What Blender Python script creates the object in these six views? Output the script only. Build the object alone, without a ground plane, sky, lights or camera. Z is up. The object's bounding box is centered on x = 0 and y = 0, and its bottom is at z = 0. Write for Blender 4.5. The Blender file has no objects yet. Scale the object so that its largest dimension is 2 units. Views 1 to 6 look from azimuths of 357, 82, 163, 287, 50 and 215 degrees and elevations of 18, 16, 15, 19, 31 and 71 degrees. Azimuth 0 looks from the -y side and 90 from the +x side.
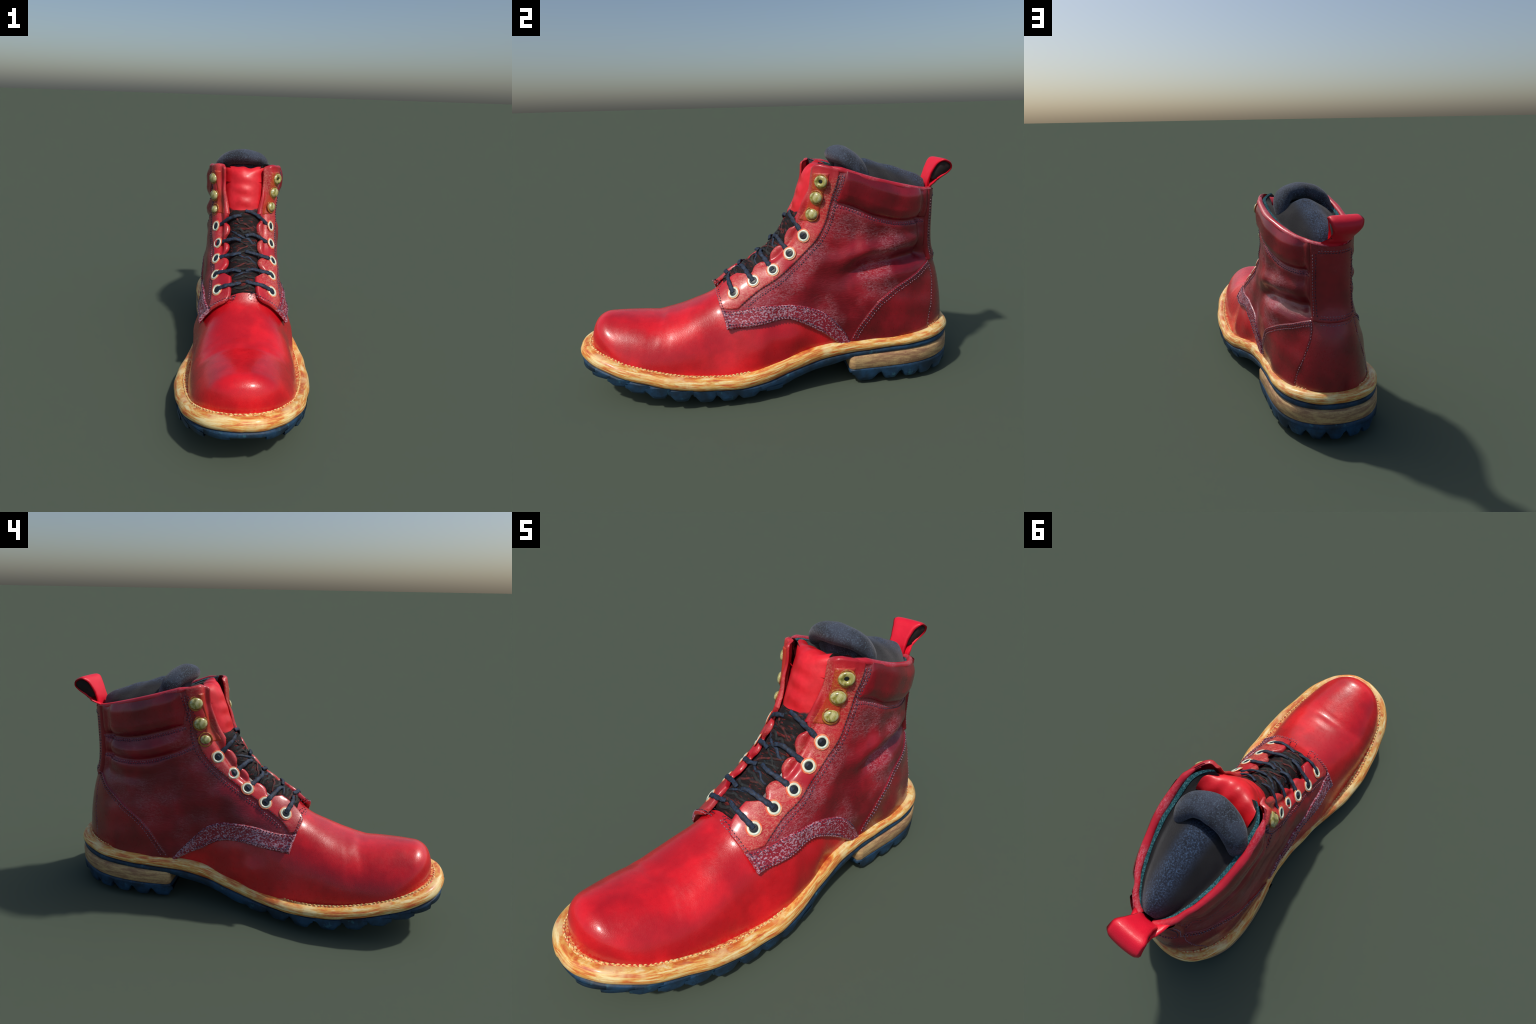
# A laced ankle boot: red leather upper on a cream welt, navy lugged sole and stacked heel.
import bpy, math, random
import numpy as np

random.seed(7)
RNG = np.random.default_rng(7)


# ------------------------------------------------------------------ numeric helpers
def spline(points, n, closed=False):
    """Catmull-Rom (centripetal-ish via chord lengths) through control points."""
    P = np.array(points, float)
    if closed:
        P = np.vstack([P[-2:], P, P[:3]])
    else:
        P = np.vstack([2 * P[0] - P[1], P, 2 * P[-1] - P[-2]])
    out = []
    seg = range(2, len(P) - 3) if closed else range(1, len(P) - 2)
    for i in seg:
        p0, p1, p2, p3 = P[i - 1], P[i], P[i + 1], P[i + 2]
        d1 = max(np.linalg.norm(p1 - p0), 1e-6) ** .5
        d2 = max(np.linalg.norm(p2 - p1), 1e-6) ** .5
        d3 = max(np.linalg.norm(p3 - p2), 1e-6) ** .5
        m1 = (p1 - p0) / d1 - (p2 - p0) / (d1 + d2) + (p2 - p1) / d2
        m2 = (p2 - p1) / d2 - (p3 - p1) / (d2 + d3) + (p3 - p2) / d3
        m1, m2 = m1 * d2, m2 * d2
        t = np.linspace(0, 1, 24, endpoint=False)[:, None]
        out.append((2 * t ** 3 - 3 * t ** 2 + 1) * p1 + (t ** 3 - 2 * t ** 2 + t) * m1
                   + (-2 * t ** 3 + 3 * t ** 2) * p2 + (t ** 3 - t ** 2) * m2)
    out = np.vstack(out)
    if closed:
        out = np.vstack([out, out[:1]])
    else:
        out = np.vstack([out, P[-2]])
    return resample(out, n, closed)


def resample(Q, n, closed=False):
    s = np.r_[0, np.cumsum(np.linalg.norm(np.diff(Q, axis=0), axis=1))]
    t = np.linspace(0, s[-1], n, endpoint=not closed)
    return np.stack([np.interp(t, s, Q[:, i]) for i in range(Q.shape[1])], 1)


def table(pairs):
    a = spline(pairs, 400)
    return lambda q: np.interp(q, a[:, 0], a[:, 1])


def sstep(a, b, x):
    t = np.clip((x - a) / (b - a), 0, 1)
    return t * t * (3 - 2 * t)


def bump(x, c, w):
    return np.exp(-((x - c) / w) ** 2)


def polydist(y, z, Q, signed=False):
    """Distance (and sign: + on the left of the walking direction) to a polyline in the side plane."""
    y, z = np.asarray(y, float), np.asarray(z, float)
    best = np.full(y.shape, 1e9)
    sg = np.ones(y.shape)
    for a, b in zip(Q[:-1], Q[1:]):
        d = b - a
        L = d @ d + 1e-12
        t = np.clip(((y - a[0]) * d[0] + (z - a[1]) * d[1]) / L, 0, 1)
        ex, ez = y - a[0] - t * d[0], z - a[1] - t * d[1]
        r = ex * ex + ez * ez
        m = r < best
        best = np.where(m, r, best)
        if signed:
            sg = np.where(m, np.sign(d[0] * ez - d[1] * ex + 1e-15), sg)
    return np.sqrt(best) * sg


class ThinPlate:
    def __init__(self, pts):
        P = np.array(pts, float)
        self.c = P[:, :2]
        n = len(P)
        K = self.k(np.linalg.norm(self.c[:, None] - self.c[None], axis=2)) + 1e-4 * np.eye(n)
        A = np.zeros((n + 3, n + 3))
        A[:n, :n] = K
        A[:n, n] = A[n, :n] = 1
        A[:n, n + 1:] = self.c
        A[n + 1:, :n] = self.c.T
        self.w = np.linalg.solve(A, np.r_[P[:, 2], 0, 0, 0])

    @staticmethod
    def k(r):
        return r * r * np.log(r + 1e-9)

    def __call__(self, y, z):
        q = np.stack([np.ravel(y), np.ravel(z)], 1)
        r = np.linalg.norm(q[:, None] - self.c[None], axis=2)
        v = self.k(r) @ self.w[:-3] + self.w[-3] + q @ self.w[-2:]
        return v.reshape(np.shape(y))


# ------------------------------------------------------------------ the last (foot form)
TOP = spline([(-.928, .215), (-.934, .265), (-.926, .330), (-.902, .381), (-.860, .407), (-.80, .408), (-.70, .398),
              (-.62, .389), (-.575, .387), (-.535, .397), (-.47, .412), (-.39, .441), (-.34, .462), (-.29, .490),
              (-.245, .537), (-.195, .585), (-.10, .645), (-.01, .710), (.055, .784), (.105, .866), (.15, .95), (.178, 1.03), (.194, 1.162)], 900)
BACK = spline([(.948, .215), (.951, .28), (.946, .36), (.933, .45), (.914, .534), (.885, .62), (.868, .68), (.860, .76),
               (.858, .87), (.857, .95), (.857, .982)], 300)
SOLE_Z = table([(-1, .274), (-.93, .260), (-.85, .240), (-.75, .212), (-.65, .190), (-.55, .170), (-.45, .156), (-.35, .147),
                (-.25, .143), (-.15, .149), (-.05, .168), (.05, .193), (.15, .218), (.25, .234), (.35, .24), (.5, .243),
                (.7, .25), (.85, .262), (1.0, .272)])

WIDTH = {
    1: ThinPlate([(-.95, .25, .235), (-.95, .43, .212), (-.75, .2, .246), (-.75, .35, .224), (-.75, .45, .21),
                  (-.5, .15, .278), (-.5, .3, .25), (-.5, .45, .232), (-.25, .12, .298), (-.25, .3, .242), (-.25, .45, .212),
                  (-.25, .6, .208), (0, .16, .278), (-.08, .27, .286), (.08, .29, .258), (0, .4, .230), (0, .6, .21), (.2, .22, .232), (.2, .45, .214),
                  (.2, .7, .19), (.2, .95, .19), (.2, 1.15, .20), (.45, .24, .216), (.45, .45, .232), (.45, .65, .200),
                  (.45, .85, .206), (.45, 1.1, .205), (.75, .24, .222), (.75, .45, .202), (.75, .65, .180), (.75, .85, .190),
                  (.75, 1.05, .19), (.98, .25, .228), (.98, .6, .18), (.98, 1., .19)]),
    -1: ThinPlate([(-.95, .25, .238), (-.95, .43, .212), (-.75, .2, .250), (-.75, .35, .224), (-.75, .45, .21),
                   (-.5, .15, .274), (-.5, .3, .248), (-.5, .45, .23), (-.25, .12, .280), (-.25, .3, .234), (-.25, .45, .205),
                   (-.25, .6, .20), (0, .16, .258), (-.08, .26, .270), (.08, .28, .250), (0, .4, .222), (0, .6, .205), (.2, .22, .228), (.2, .45, .218),
                   (.2, .7, .198), (.2, .95, .180), (.2, 1.15, .174), (.45, .24, .245), (.45, .45, .235), (.45, .65, .208),
                   (.45, .85, .192), (.45, 1.1, .190), (.75, .24, .262), (.75, .45, .236), (.75, .65, .206), (.75, .85, .194),
                   (.75, 1.05, .190), (.98, .25, .262), (.98, .6, .2), (.98, 1., .19)]),
}


def smooth_distance(y, z, Q):
    """Distance to the profile line, smoothed over its bends (integral of 1/d^6)."""
    ext0 = Q[0] + (Q[0] - Q[1]) / np.linalg.norm(Q[0] - Q[1]) * np.linspace(.5, .004, 125)[:, None]
    ext1 = Q[-1] + (Q[-1] - Q[-2]) / np.linalg.norm(Q[-1] - Q[-2]) * np.linspace(.004, .5, 125)[:, None]
    R = np.vstack([ext0, Q, ext1])
    ds = np.linalg.norm(np.gradient(R, axis=0), axis=1)
    f = np.stack([np.ravel(y), np.ravel(z)], 1)
    out = np.empty(len(f))
    mn = np.empty(len(f))
    for i in range(0, len(f), 4000):
        r2 = ((f[i:i + 4000, None] - R[None]) ** 2).sum(2)
        k = np.clip(r2.argmin(1), 1, len(R) - 2)
        best = np.full(len(k), 9.)
        for a, b in ((R[k - 1], R[k]), (R[k], R[k + 1])):
            d = b - a
            t = np.clip(((f[i:i + 4000] - a) * d).sum(1) / (d * d).sum(1), 0, 1)
            best = np.minimum(best, np.linalg.norm(f[i:i + 4000] - a - d * t[:, None], axis=1))
        mn[i:i + 4000] = best
        I = (ds / np.maximum(r2, 1e-7) ** 3).sum(1)
        out[i:i + 4000] = (I / (3 * math.pi / 8)) ** (-1 / 5)
    w = sstep(.004, .016, mn)
    return (w * out + (1 - w) * mn).reshape(np.shape(y))


def centre(y, z):
    return -.014 * sstep(.25, .9, y)


def rho_top(y, z):
    return .215 + .07 * sstep(-.6, -.88, y) - .075 * sstep(.85, 1.05, z) - .045 * bump(y, -.22, .07) * sstep(.40, .48, z)


def rho_back(y, z):
    return .37 + .08 * sstep(.3, .9, z)


def last_x(y, z, side, dT=None, dB=None):
    if dT is None:
        dT, dB = smooth_distance(y, z, TOP), smooth_distance(y, z, BACK)
    a = np.clip(dT / rho_top(y, z), 0, 1)
    b = np.clip(dB / rho_back(y, z), 0, 1)
    p = 2 + .5 * sstep(-.2, -.42, y) - .3 * sstep(-.68, -.88, y)          # the vamp's crown is flatter than round
    g = (1 - (1 - a) ** p) ** (1 / p) * np.sqrt(1 - (1 - b) ** 2)
    c = centre(y, z)
    return c + (side * WIDTH[side](y, z) - c) * g


# fan of stations: each runs from the top/front profile down (or back) to the sole or the heel line
K_ST, U_ST = 460, 170
sole_y = np.linspace(-.928, .948, 500)
bottom_path = np.vstack([np.stack([sole_y, SOLE_Z(sole_y) - .035], 1), BACK[BACK[:, 1] > .238]])
tk = np.linspace(0, 1, K_ST)
key_t = [0, .10, .22, .36, .50, .62, .74, .86, 1]
top_arc = np.interp(tk, key_t, [0, .10, .24, .38, .50, .60, .70, .83, 1])
bot_arc = np.interp(tk, key_t, [0, .05, .17, .30, .44, .58, .72, .86, 1])
ease = lambda t: np.where(t < .06, t * t / .06 * .5 + t * .5, t)


def along(Q, t):
    s = np.r_[0, np.cumsum(np.linalg.norm(np.diff(Q, axis=0), axis=1))]
    s /= s[-1]
    return np.stack([np.interp(t, s, Q[:, i]) for i in range(2)], 1)


kk = np.convolve(np.pad(top_arc, 20, mode='reflect', reflect_type='odd'), np.ones(41) / 41, 'valid')
bb = np.convolve(np.pad(bot_arc, 20, mode='reflect', reflect_type='odd'), np.ones(41) / 41, 'valid')
Tk, Bk = along(TOP, np.clip(ease(kk), 0, 1)), along(bottom_path, np.clip(ease(bb), 0, 1))
ON_BACK = Bk[:, 1] > SOLE_Z(Bk[:, 0]) - .03
su = np.linspace(0, 1, U_ST)
uu = .85 * (1 - np.cos(np.pi * su)) / 2 + .15 * su ** 1.5 * (3 - 2 * su ** 1.5) ** 0
GY = Tk[:, None, 0] * (1 - uu) + Bk[:, None, 0] * uu
GZ = Tk[:, None, 1] * (1 - uu) + Bk[:, None, 1] * uu
DT, DB = smooth_distance(GY, GZ, TOP), smooth_distance(GY, GZ, BACK)
DT[:, 0] = 0
DB[ON_BACK, -1] = 0


def tri_grid(idx):
    a, b, c, d = idx[:-1, :-1], idx[1:, :-1], idx[1:, 1:], idx[:-1, 1:]
    return np.vstack([np.stack([a, b, c], 2).reshape(-1, 3), np.stack([a, c, d], 2).reshape(-1, 3)])


def vertex_normals(V, T):
    n = np.cross(V[T[:, 1]] - V[T[:, 0]], V[T[:, 2]] - V[T[:, 0]])
    out = np.zeros_like(V)
    for i in range(3):
        np.add.at(out, T[:, i], n)
    return out / np.maximum(np.linalg.norm(out, axis=1, keepdims=True), 1e-12)


nR = K_ST * U_ST
idR = np.arange(nR).reshape(K_ST, U_ST)
idL = idR + nR
XR, XL = last_x(GY, GZ, 1, DT, DB), last_x(GY, GZ, -1, DT, DB)
BASE_V = np.vstack([np.stack([X, GY, GZ], 2).reshape(-1, 3) for X in (XR, XL)])
SIDE = np.r_[np.ones(nR), -np.ones(nR)]
sag_ = np.where(SIDE > 0, .013, .005) * sstep(.25, .5, BASE_V[:, 1]) * sstep(.9, .74, BASE_V[:, 1]) * sstep(.88, 1.06, BASE_V[:, 2])
BASE_V[:, 2] -= sag_          # the mouth dips between tongue and heel
weld = np.arange(2 * nR)
weld[idL[:, 0]] = idR[:, 0]
weld[idL[ON_BACK, -1]] = idR[ON_BACK, -1]
weld[idL[0]] = weld[idR[0]] = 0
BASE_T = weld[np.vstack([tri_grid(idR), tri_grid(idL)[:, ::-1]])]
BASE_T = BASE_T[(BASE_T[:, 0] != BASE_T[:, 1]) & (BASE_T[:, 1] != BASE_T[:, 2]) & (BASE_T[:, 0] != BASE_T[:, 2])]
BASE_N = vertex_normals(BASE_V, BASE_T)
if (BASE_N[idR[200, 80]][0]) < 0:
    BASE_T, BASE_N = BASE_T[:, ::-1], -BASE_N
BASE_D = np.stack([np.r_[DT.ravel(), DT.ravel()], np.r_[DB.ravel(), DB.ravel()]], 1)
# make welded copies carry the same normal
BASE_N = BASE_N[weld]
BASE_V = BASE_V[weld]

# ------------------------------------------------------------------ seam lines in the side plane (y, z)
LINE = {
    'strap_low': {1: [(-.262, .352), (-.2, .362), (-.08, .377), (.01, .391), (.056, .392), (.123, .367), (.192, .327), (.261, .281), (.33, .225)],
                  -1: [(-.262, .352), (-.2, .361), (-.1, .377), (.011, .388), (.107, .376), (.205, .318), (.306, .262), (.36, .22)]},
    'strap_top': {1: [(-.262, .437), (-.18, .452), (-.075, .471), (.014, .474), (.103, .465), (.194, .439), (.263, .404), (.31, .356), (.35, .305), (.38, .25)],
                  -1: [(-.262, .437), (-.15, .458), (-.06, .478), (.015, .486), (.109, .478), (.182, .444), (.258, .371), (.341, .279), (.38, .23)]},
    'front': {1: [(-.245, .30), (-.247, .357), (-.258, .41), (-.268, .46), (-.272, .51), (-.262, .55), (-.235, .59)],
              -1: [(-.252, .30), (-.255, .352), (-.268, .42), (-.278, .47), (-.281, .52), (-.268, .56), (-.24, .60)]},
    'counter': {1: [(.36, .21), (.385, .266), (.417, .334), (.463, .4), (.509, .455), (.579, .498), (.649, .533), (.742, .571), (.81, .604), (.95, .64)],
                -1: [(.36, .20), (.378, .241), (.432, .317), (.481, .394), (.556, .46), (.653, .515), (.75, .572), (.817, .625), (.95, .66)]},
    'collar': {1: [(.27, .975), (.297, .966), (.377, .941), (.486, .893), (.624, .853), (.764, .842), (.95, .84)],
               -1: [(.27, .965), (.303, .952), (.371, .926), (.477, .892), (.614, .858), (.759, .849), (.95, .845)]},
    'collar_two': {-1: [(.22, .876), (.25, .861), (.323, .823), (.43, .782), (.54, .752), (.651, .741), (.767, .744), (.95, .75)]},
    'collar_front': {1: [(.352, 1.15), (.335, 1.09), (.315, 1.018), (.302, .97), (.295, .93)],
                     -1: [(.315, 1.15), (.305, 1.1), (.29, 1.04), (.300, .965), (.29, .93)]},
    'eyestay': {1: [(.325, 1.16), (.317, 1.09), (.29, .98), (.277, .915), (.261, .858), (.219, .78), (.15, .704), (.091, .648), (.02, .59), (-.072, .535), (-.131, .493), (-.182, .45), (-.215, .40)],
                -1: [(.305, 1.16), (.285, 1.07), (.258, .978), (.249, .887), (.225, .826), (.176, .762), (.101, .696), (.001, .623), (-.074, .575), (-.114, .545), (-.183, .498), (-.225, .45), (-.24, .40)]},
    'fold': {1: [(.30, .592), (.40, .622), (.5, .641), (.667, .655), (.83, .66)], -1: [(.45, .665), (.6, .665), (.72, .668), (.84, .675)]},
}
LINE = {k: {s: spline(p, 90) for s, p in v.items()} for k, v in LINE.items()}


def relief(P, side, D):
    """Folds, puffs and dents of the leather, as an outward offset in metres."""
    x, y, z = P.T
    h = np.zeros(len(P))
    # flex creases across the vamp
    for c, a, w in ((-.60, -.0008, .014), (-.575, -.0012, .022), (-.545, .0012, .02), (-.50, -.0008, .016)):
        h += a * bump(y + .35 * np.abs(x) ** 1.5 * 1.2, c, w) * sstep(.22, .38, z) * sstep(.55, .48, z)
    for s in (1, -1):
        m = side == s
        yy, zz = y[m], z[m]
        e = np.zeros(m.sum())
        dc = polydist(yy, zz, LINE['collar'][s], True)
        e += .018 * sstep(0, .06, dc) * sstep(.30, .36, yy) * sstep(.19, .12, dc) * sstep(.99, .86, yy)
        e -= .014 * bump(dc, 0, .016) * sstep(.28, .34, yy)
        f = polydist(yy, zz, LINE['fold'][s], True)
        g = polydist(yy, zz, LINE['fold'][s])
        if s == 1:
            env = sstep(.30, .48, yy) * sstep(.93, .84, yy)
            e += env * (-.040 * np.exp(-(g / .035) ** 2) + .016 * bump(f, .085, .04) + .006 * bump(f, -.075, .04))
            lobe = bump(yy, .36, .12) * bump(zz - .25 * (yy - .36), .69, .055)
            e += .018 * lobe
            e -= .010 * bump(yy, .53, .06) * bump(zz, .76, .06)
            e -= .012 * bump(yy, .40, .03) * bump(zz, .79, .07)
        else:
            d2 = polydist(yy, zz, LINE['collar_two'][s], True)
            e += .021 * bump(d2, .05, .034) * sstep(.28, .36, yy) * sstep(.99, .86, yy)
            e -= .014 * bump(d2, 0, .014) * sstep(.24, .32, yy)
            e += .014 * bump(d2, -.045, .035) * sstep(.35, .5, yy)
            e -= .009 * np.exp(-(g / .045) ** 2) * sstep(.42, .6, yy) * sstep(.93, .8, yy)
        # soft hand-worn unevenness
        e += .0035 * np.sin(yy * 23 + zz * 17 + s) * np.sin(zz * 29 - yy * 11) * sstep(.95, .8, yy) * sstep(-.2, 0, yy)
        # deep pinch beside the back strip
        e -= .019 * bump(np.abs(x[m] - centre(yy, zz)), .118, .014) * sstep(.62, .7, zz)
        hw = np.abs(x[m] - centre(yy, zz))
        h[m] += e * np.where(yy > .6, sstep(.085, .125, hw), 1.)
    return h


# ------------------------------------------------------------------ mesh building
def make_mesh(name, V, faces, mat, smooth=True, parent=None):
    me = bpy.data.meshes.new(name)
    V = np.asarray(V, float)
    if isinstance(faces, np.ndarray):
        n, k = faces.shape
        me.vertices.add(len(V))
        me.vertices.foreach_set('co', V.ravel())
        me.loops.add(n * k)
        me.loops.foreach_set('vertex_index', faces.ravel().astype(np.int32))
        me.polygons.add(n)
        me.polygons.foreach_set('loop_start', np.arange(0, n * k, k, dtype=np.int32))
        me.polygons.foreach_set('loop_total', np.full(n, k, np.int32))
        me.update(calc_edges=True)
    else:
        me.from_pydata([tuple(v) for v in V], [], faces)
    me.validate()
    me.polygons.foreach_set('use_smooth', np.full(len(me.polygons), smooth))
    me.materials.append(mat)
    ob = bpy.data.objects.new(name, me)
    bpy.context.scene.collection.objects.link(ob)
    if parent is not None:
        ob.parent = parent
    return ob


def clip(V, T, A, phi):
    """Keep the part of a triangle mesh where phi > 0; A holds per-vertex data cut along with it."""
    pos = phi > 0
    n = pos[T].sum(1)
    full = T[n == 3]
    data = [np.hstack([V, A, phi[:, None]])]
    base = len(V)
    new_t = [full]
    cache = {}
    extra = []

    def cut(i, j):
        k = (i, j) if i < j else (j, i)
        if k not in cache:
            t = phi[i] / (phi[i] - phi[j])
            cache[k] = base + len(extra)
            extra.append(data[0][i] * (1 - t) + data[0][j] * t)
        return cache[k]
    tris = []
    for tri in T[n == 1]:
        k = int(np.argmax(pos[tri]))
        a, b, c = tri[k], tri[(k + 1) % 3], tri[(k + 2) % 3]
        tris.append((a, cut(a, b), cut(a, c)))
    for tri in T[n == 2]:
        k = int(np.argmin(pos[tri]))
        a, b, c = tri[k], tri[(k + 1) % 3], tri[(k + 2) % 3]
        p, q = cut(a, b), cut(a, c)
        tris += [(p, b, c), (p, c, q)]
    if tris:
        new_t.append(np.array(tris))
    if extra:
        data.append(np.array(extra))
    W = np.vstack(data)
    T2 = np.vstack(new_t)
    used = np.unique(T2)
    m = np.full(len(W), -1)
    m[used] = np.arange(len(used))
    W, T2 = W[used], m[T2]
    k = V.shape[1]
    return W[:, :k], T2, W[:, k:-1], W[:, -1]


ATTR = np.hstack([BASE_N, BASE_D, SIDE[:, None]])


def panel(name, phi, mat, height, edge, parent, lift=None, inner=None, side=None, use_relief=True):
    """A leather piece: region phi>0 of the last, laid 'height' above it with a rounded edge."""
    T = BASE_T
    keep = (phi[T] > 0).any(1)
    if side is not None:
        keep &= (SIDE[T] == side).any(1) & ((SIDE[T] == side) | (np.abs(BASE_V[T][:, :, 0] - centre(BASE_V[T][:, :, 1], 0)) < .02)).all(1)
    V, T, A, ph = clip(BASE_V, T[keep], ATTR, phi)
    N, D, S = A[:, :3], A[:, 3:5], np.sign(A[:, 5])
    N = N / np.linalg.norm(N, axis=1, keepdims=True)
    t = np.clip(ph / edge, 0, 1)
    h = height * np.sqrt(1 - (1 - t) ** 2)
    if use_relief:
        h = h + relief(V, S, D)
    if lift is not None:
        h = h + lift(V, S, D)
    W = V + N * h[:, None]
    if inner:
        cnt = {}
        for a, b in np.vstack([T[:, [0, 1]], T[:, [1, 2]], T[:, [2, 0]]]):
            k = (a, b) if a < b else (b, a)
            cnt[k] = cnt.get(k, 0) + 1
        n = len(W)
        Wi = W - N * (inner * (.35 + .65 * t))[:, None]
        rim = []
        for a, b in np.vstack([T[:, [0, 1]], T[:, [1, 2]], T[:, [2, 0]]]):
            k = (a, b) if a < b else (b, a)
            if cnt[k] == 1:
                rim += [(b, a, a + n), (b, a + n, b + n)]
        W = np.vstack([W, Wi])
        T = np.vstack([T, T[:, ::-1] + n, np.array(rim)])
    return make_mesh(name, W, T, mat, True, parent)


def tube(path, rx, rn, normals, seg=10, closed=False, cap=True, taper=None):
    """Sweep an ellipse (rx across, rn along 'normals') along a 3D path."""
    P = np.asarray(path, float)
    n = len(P)
    tan = np.gradient(P, axis=0) if not closed else np.roll(P, -1, 0) - np.roll(P, 1, 0)
    tan /= np.linalg.norm(tan, axis=1, keepdims=True) + 1e-12
    Nn = np.asarray(normals, float) * np.ones((n, 1))
    Nn = Nn - tan * (Nn * tan).sum(1, keepdims=True)
    Nn /= np.linalg.norm(Nn, axis=1, keepdims=True) + 1e-12
    B = np.cross(tan, Nn)
    a = np.linspace(0, 2 * math.pi, seg, endpoint=False)
    rx = np.ones(n) * rx
    rn = np.ones(n) * rn
    if taper is not None:
        rx, rn = rx * taper, rn * taper
    V = P[:, None] + B[:, None] * (np.cos(a)[None, :, None] * rx[:, None, None]) + Nn[:, None] * (np.sin(a)[None, :, None] * rn[:, None, None])
    F = []
    m = n if closed else n - 1
    for i in range(m):
        for j in range(seg):
            F.append((i * seg + j, i * seg + (j + 1) % seg, ((i + 1) % n) * seg + (j + 1) % seg, ((i + 1) % n) * seg + j))
    V = V.reshape(-1, 3)
    if not closed and cap:
        F.append(tuple(range(seg))[::-1])
        F.append(tuple((n - 1) * seg + j for j in range(seg)))
    return V, F


def loft_rings(rings, close_ends=False):
    R = np.asarray(rings, float)
    m, n = R.shape[:2]
    F = [(i * n + j, (i * n + (j + 1) % n), ((i + 1) * n + (j + 1) % n), ((i + 1) * n + j)) for i in range(m - 1) for j in range(n)]
    if close_ends:
        F.append(tuple(range(n))[::-1])
        F.append(tuple((m - 1) * n + j for j in range(n)))
    return R.reshape(-1, 3), F


# ------------------------------------------------------------------ materials
def srgb(r, g, b):
    f = lambda c: c / 12.92 if c <= .04045 else ((c + .055) / 1.055) ** 2.4
    return (f(r / 255), f(g / 255), f(b / 255), 1)


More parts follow.
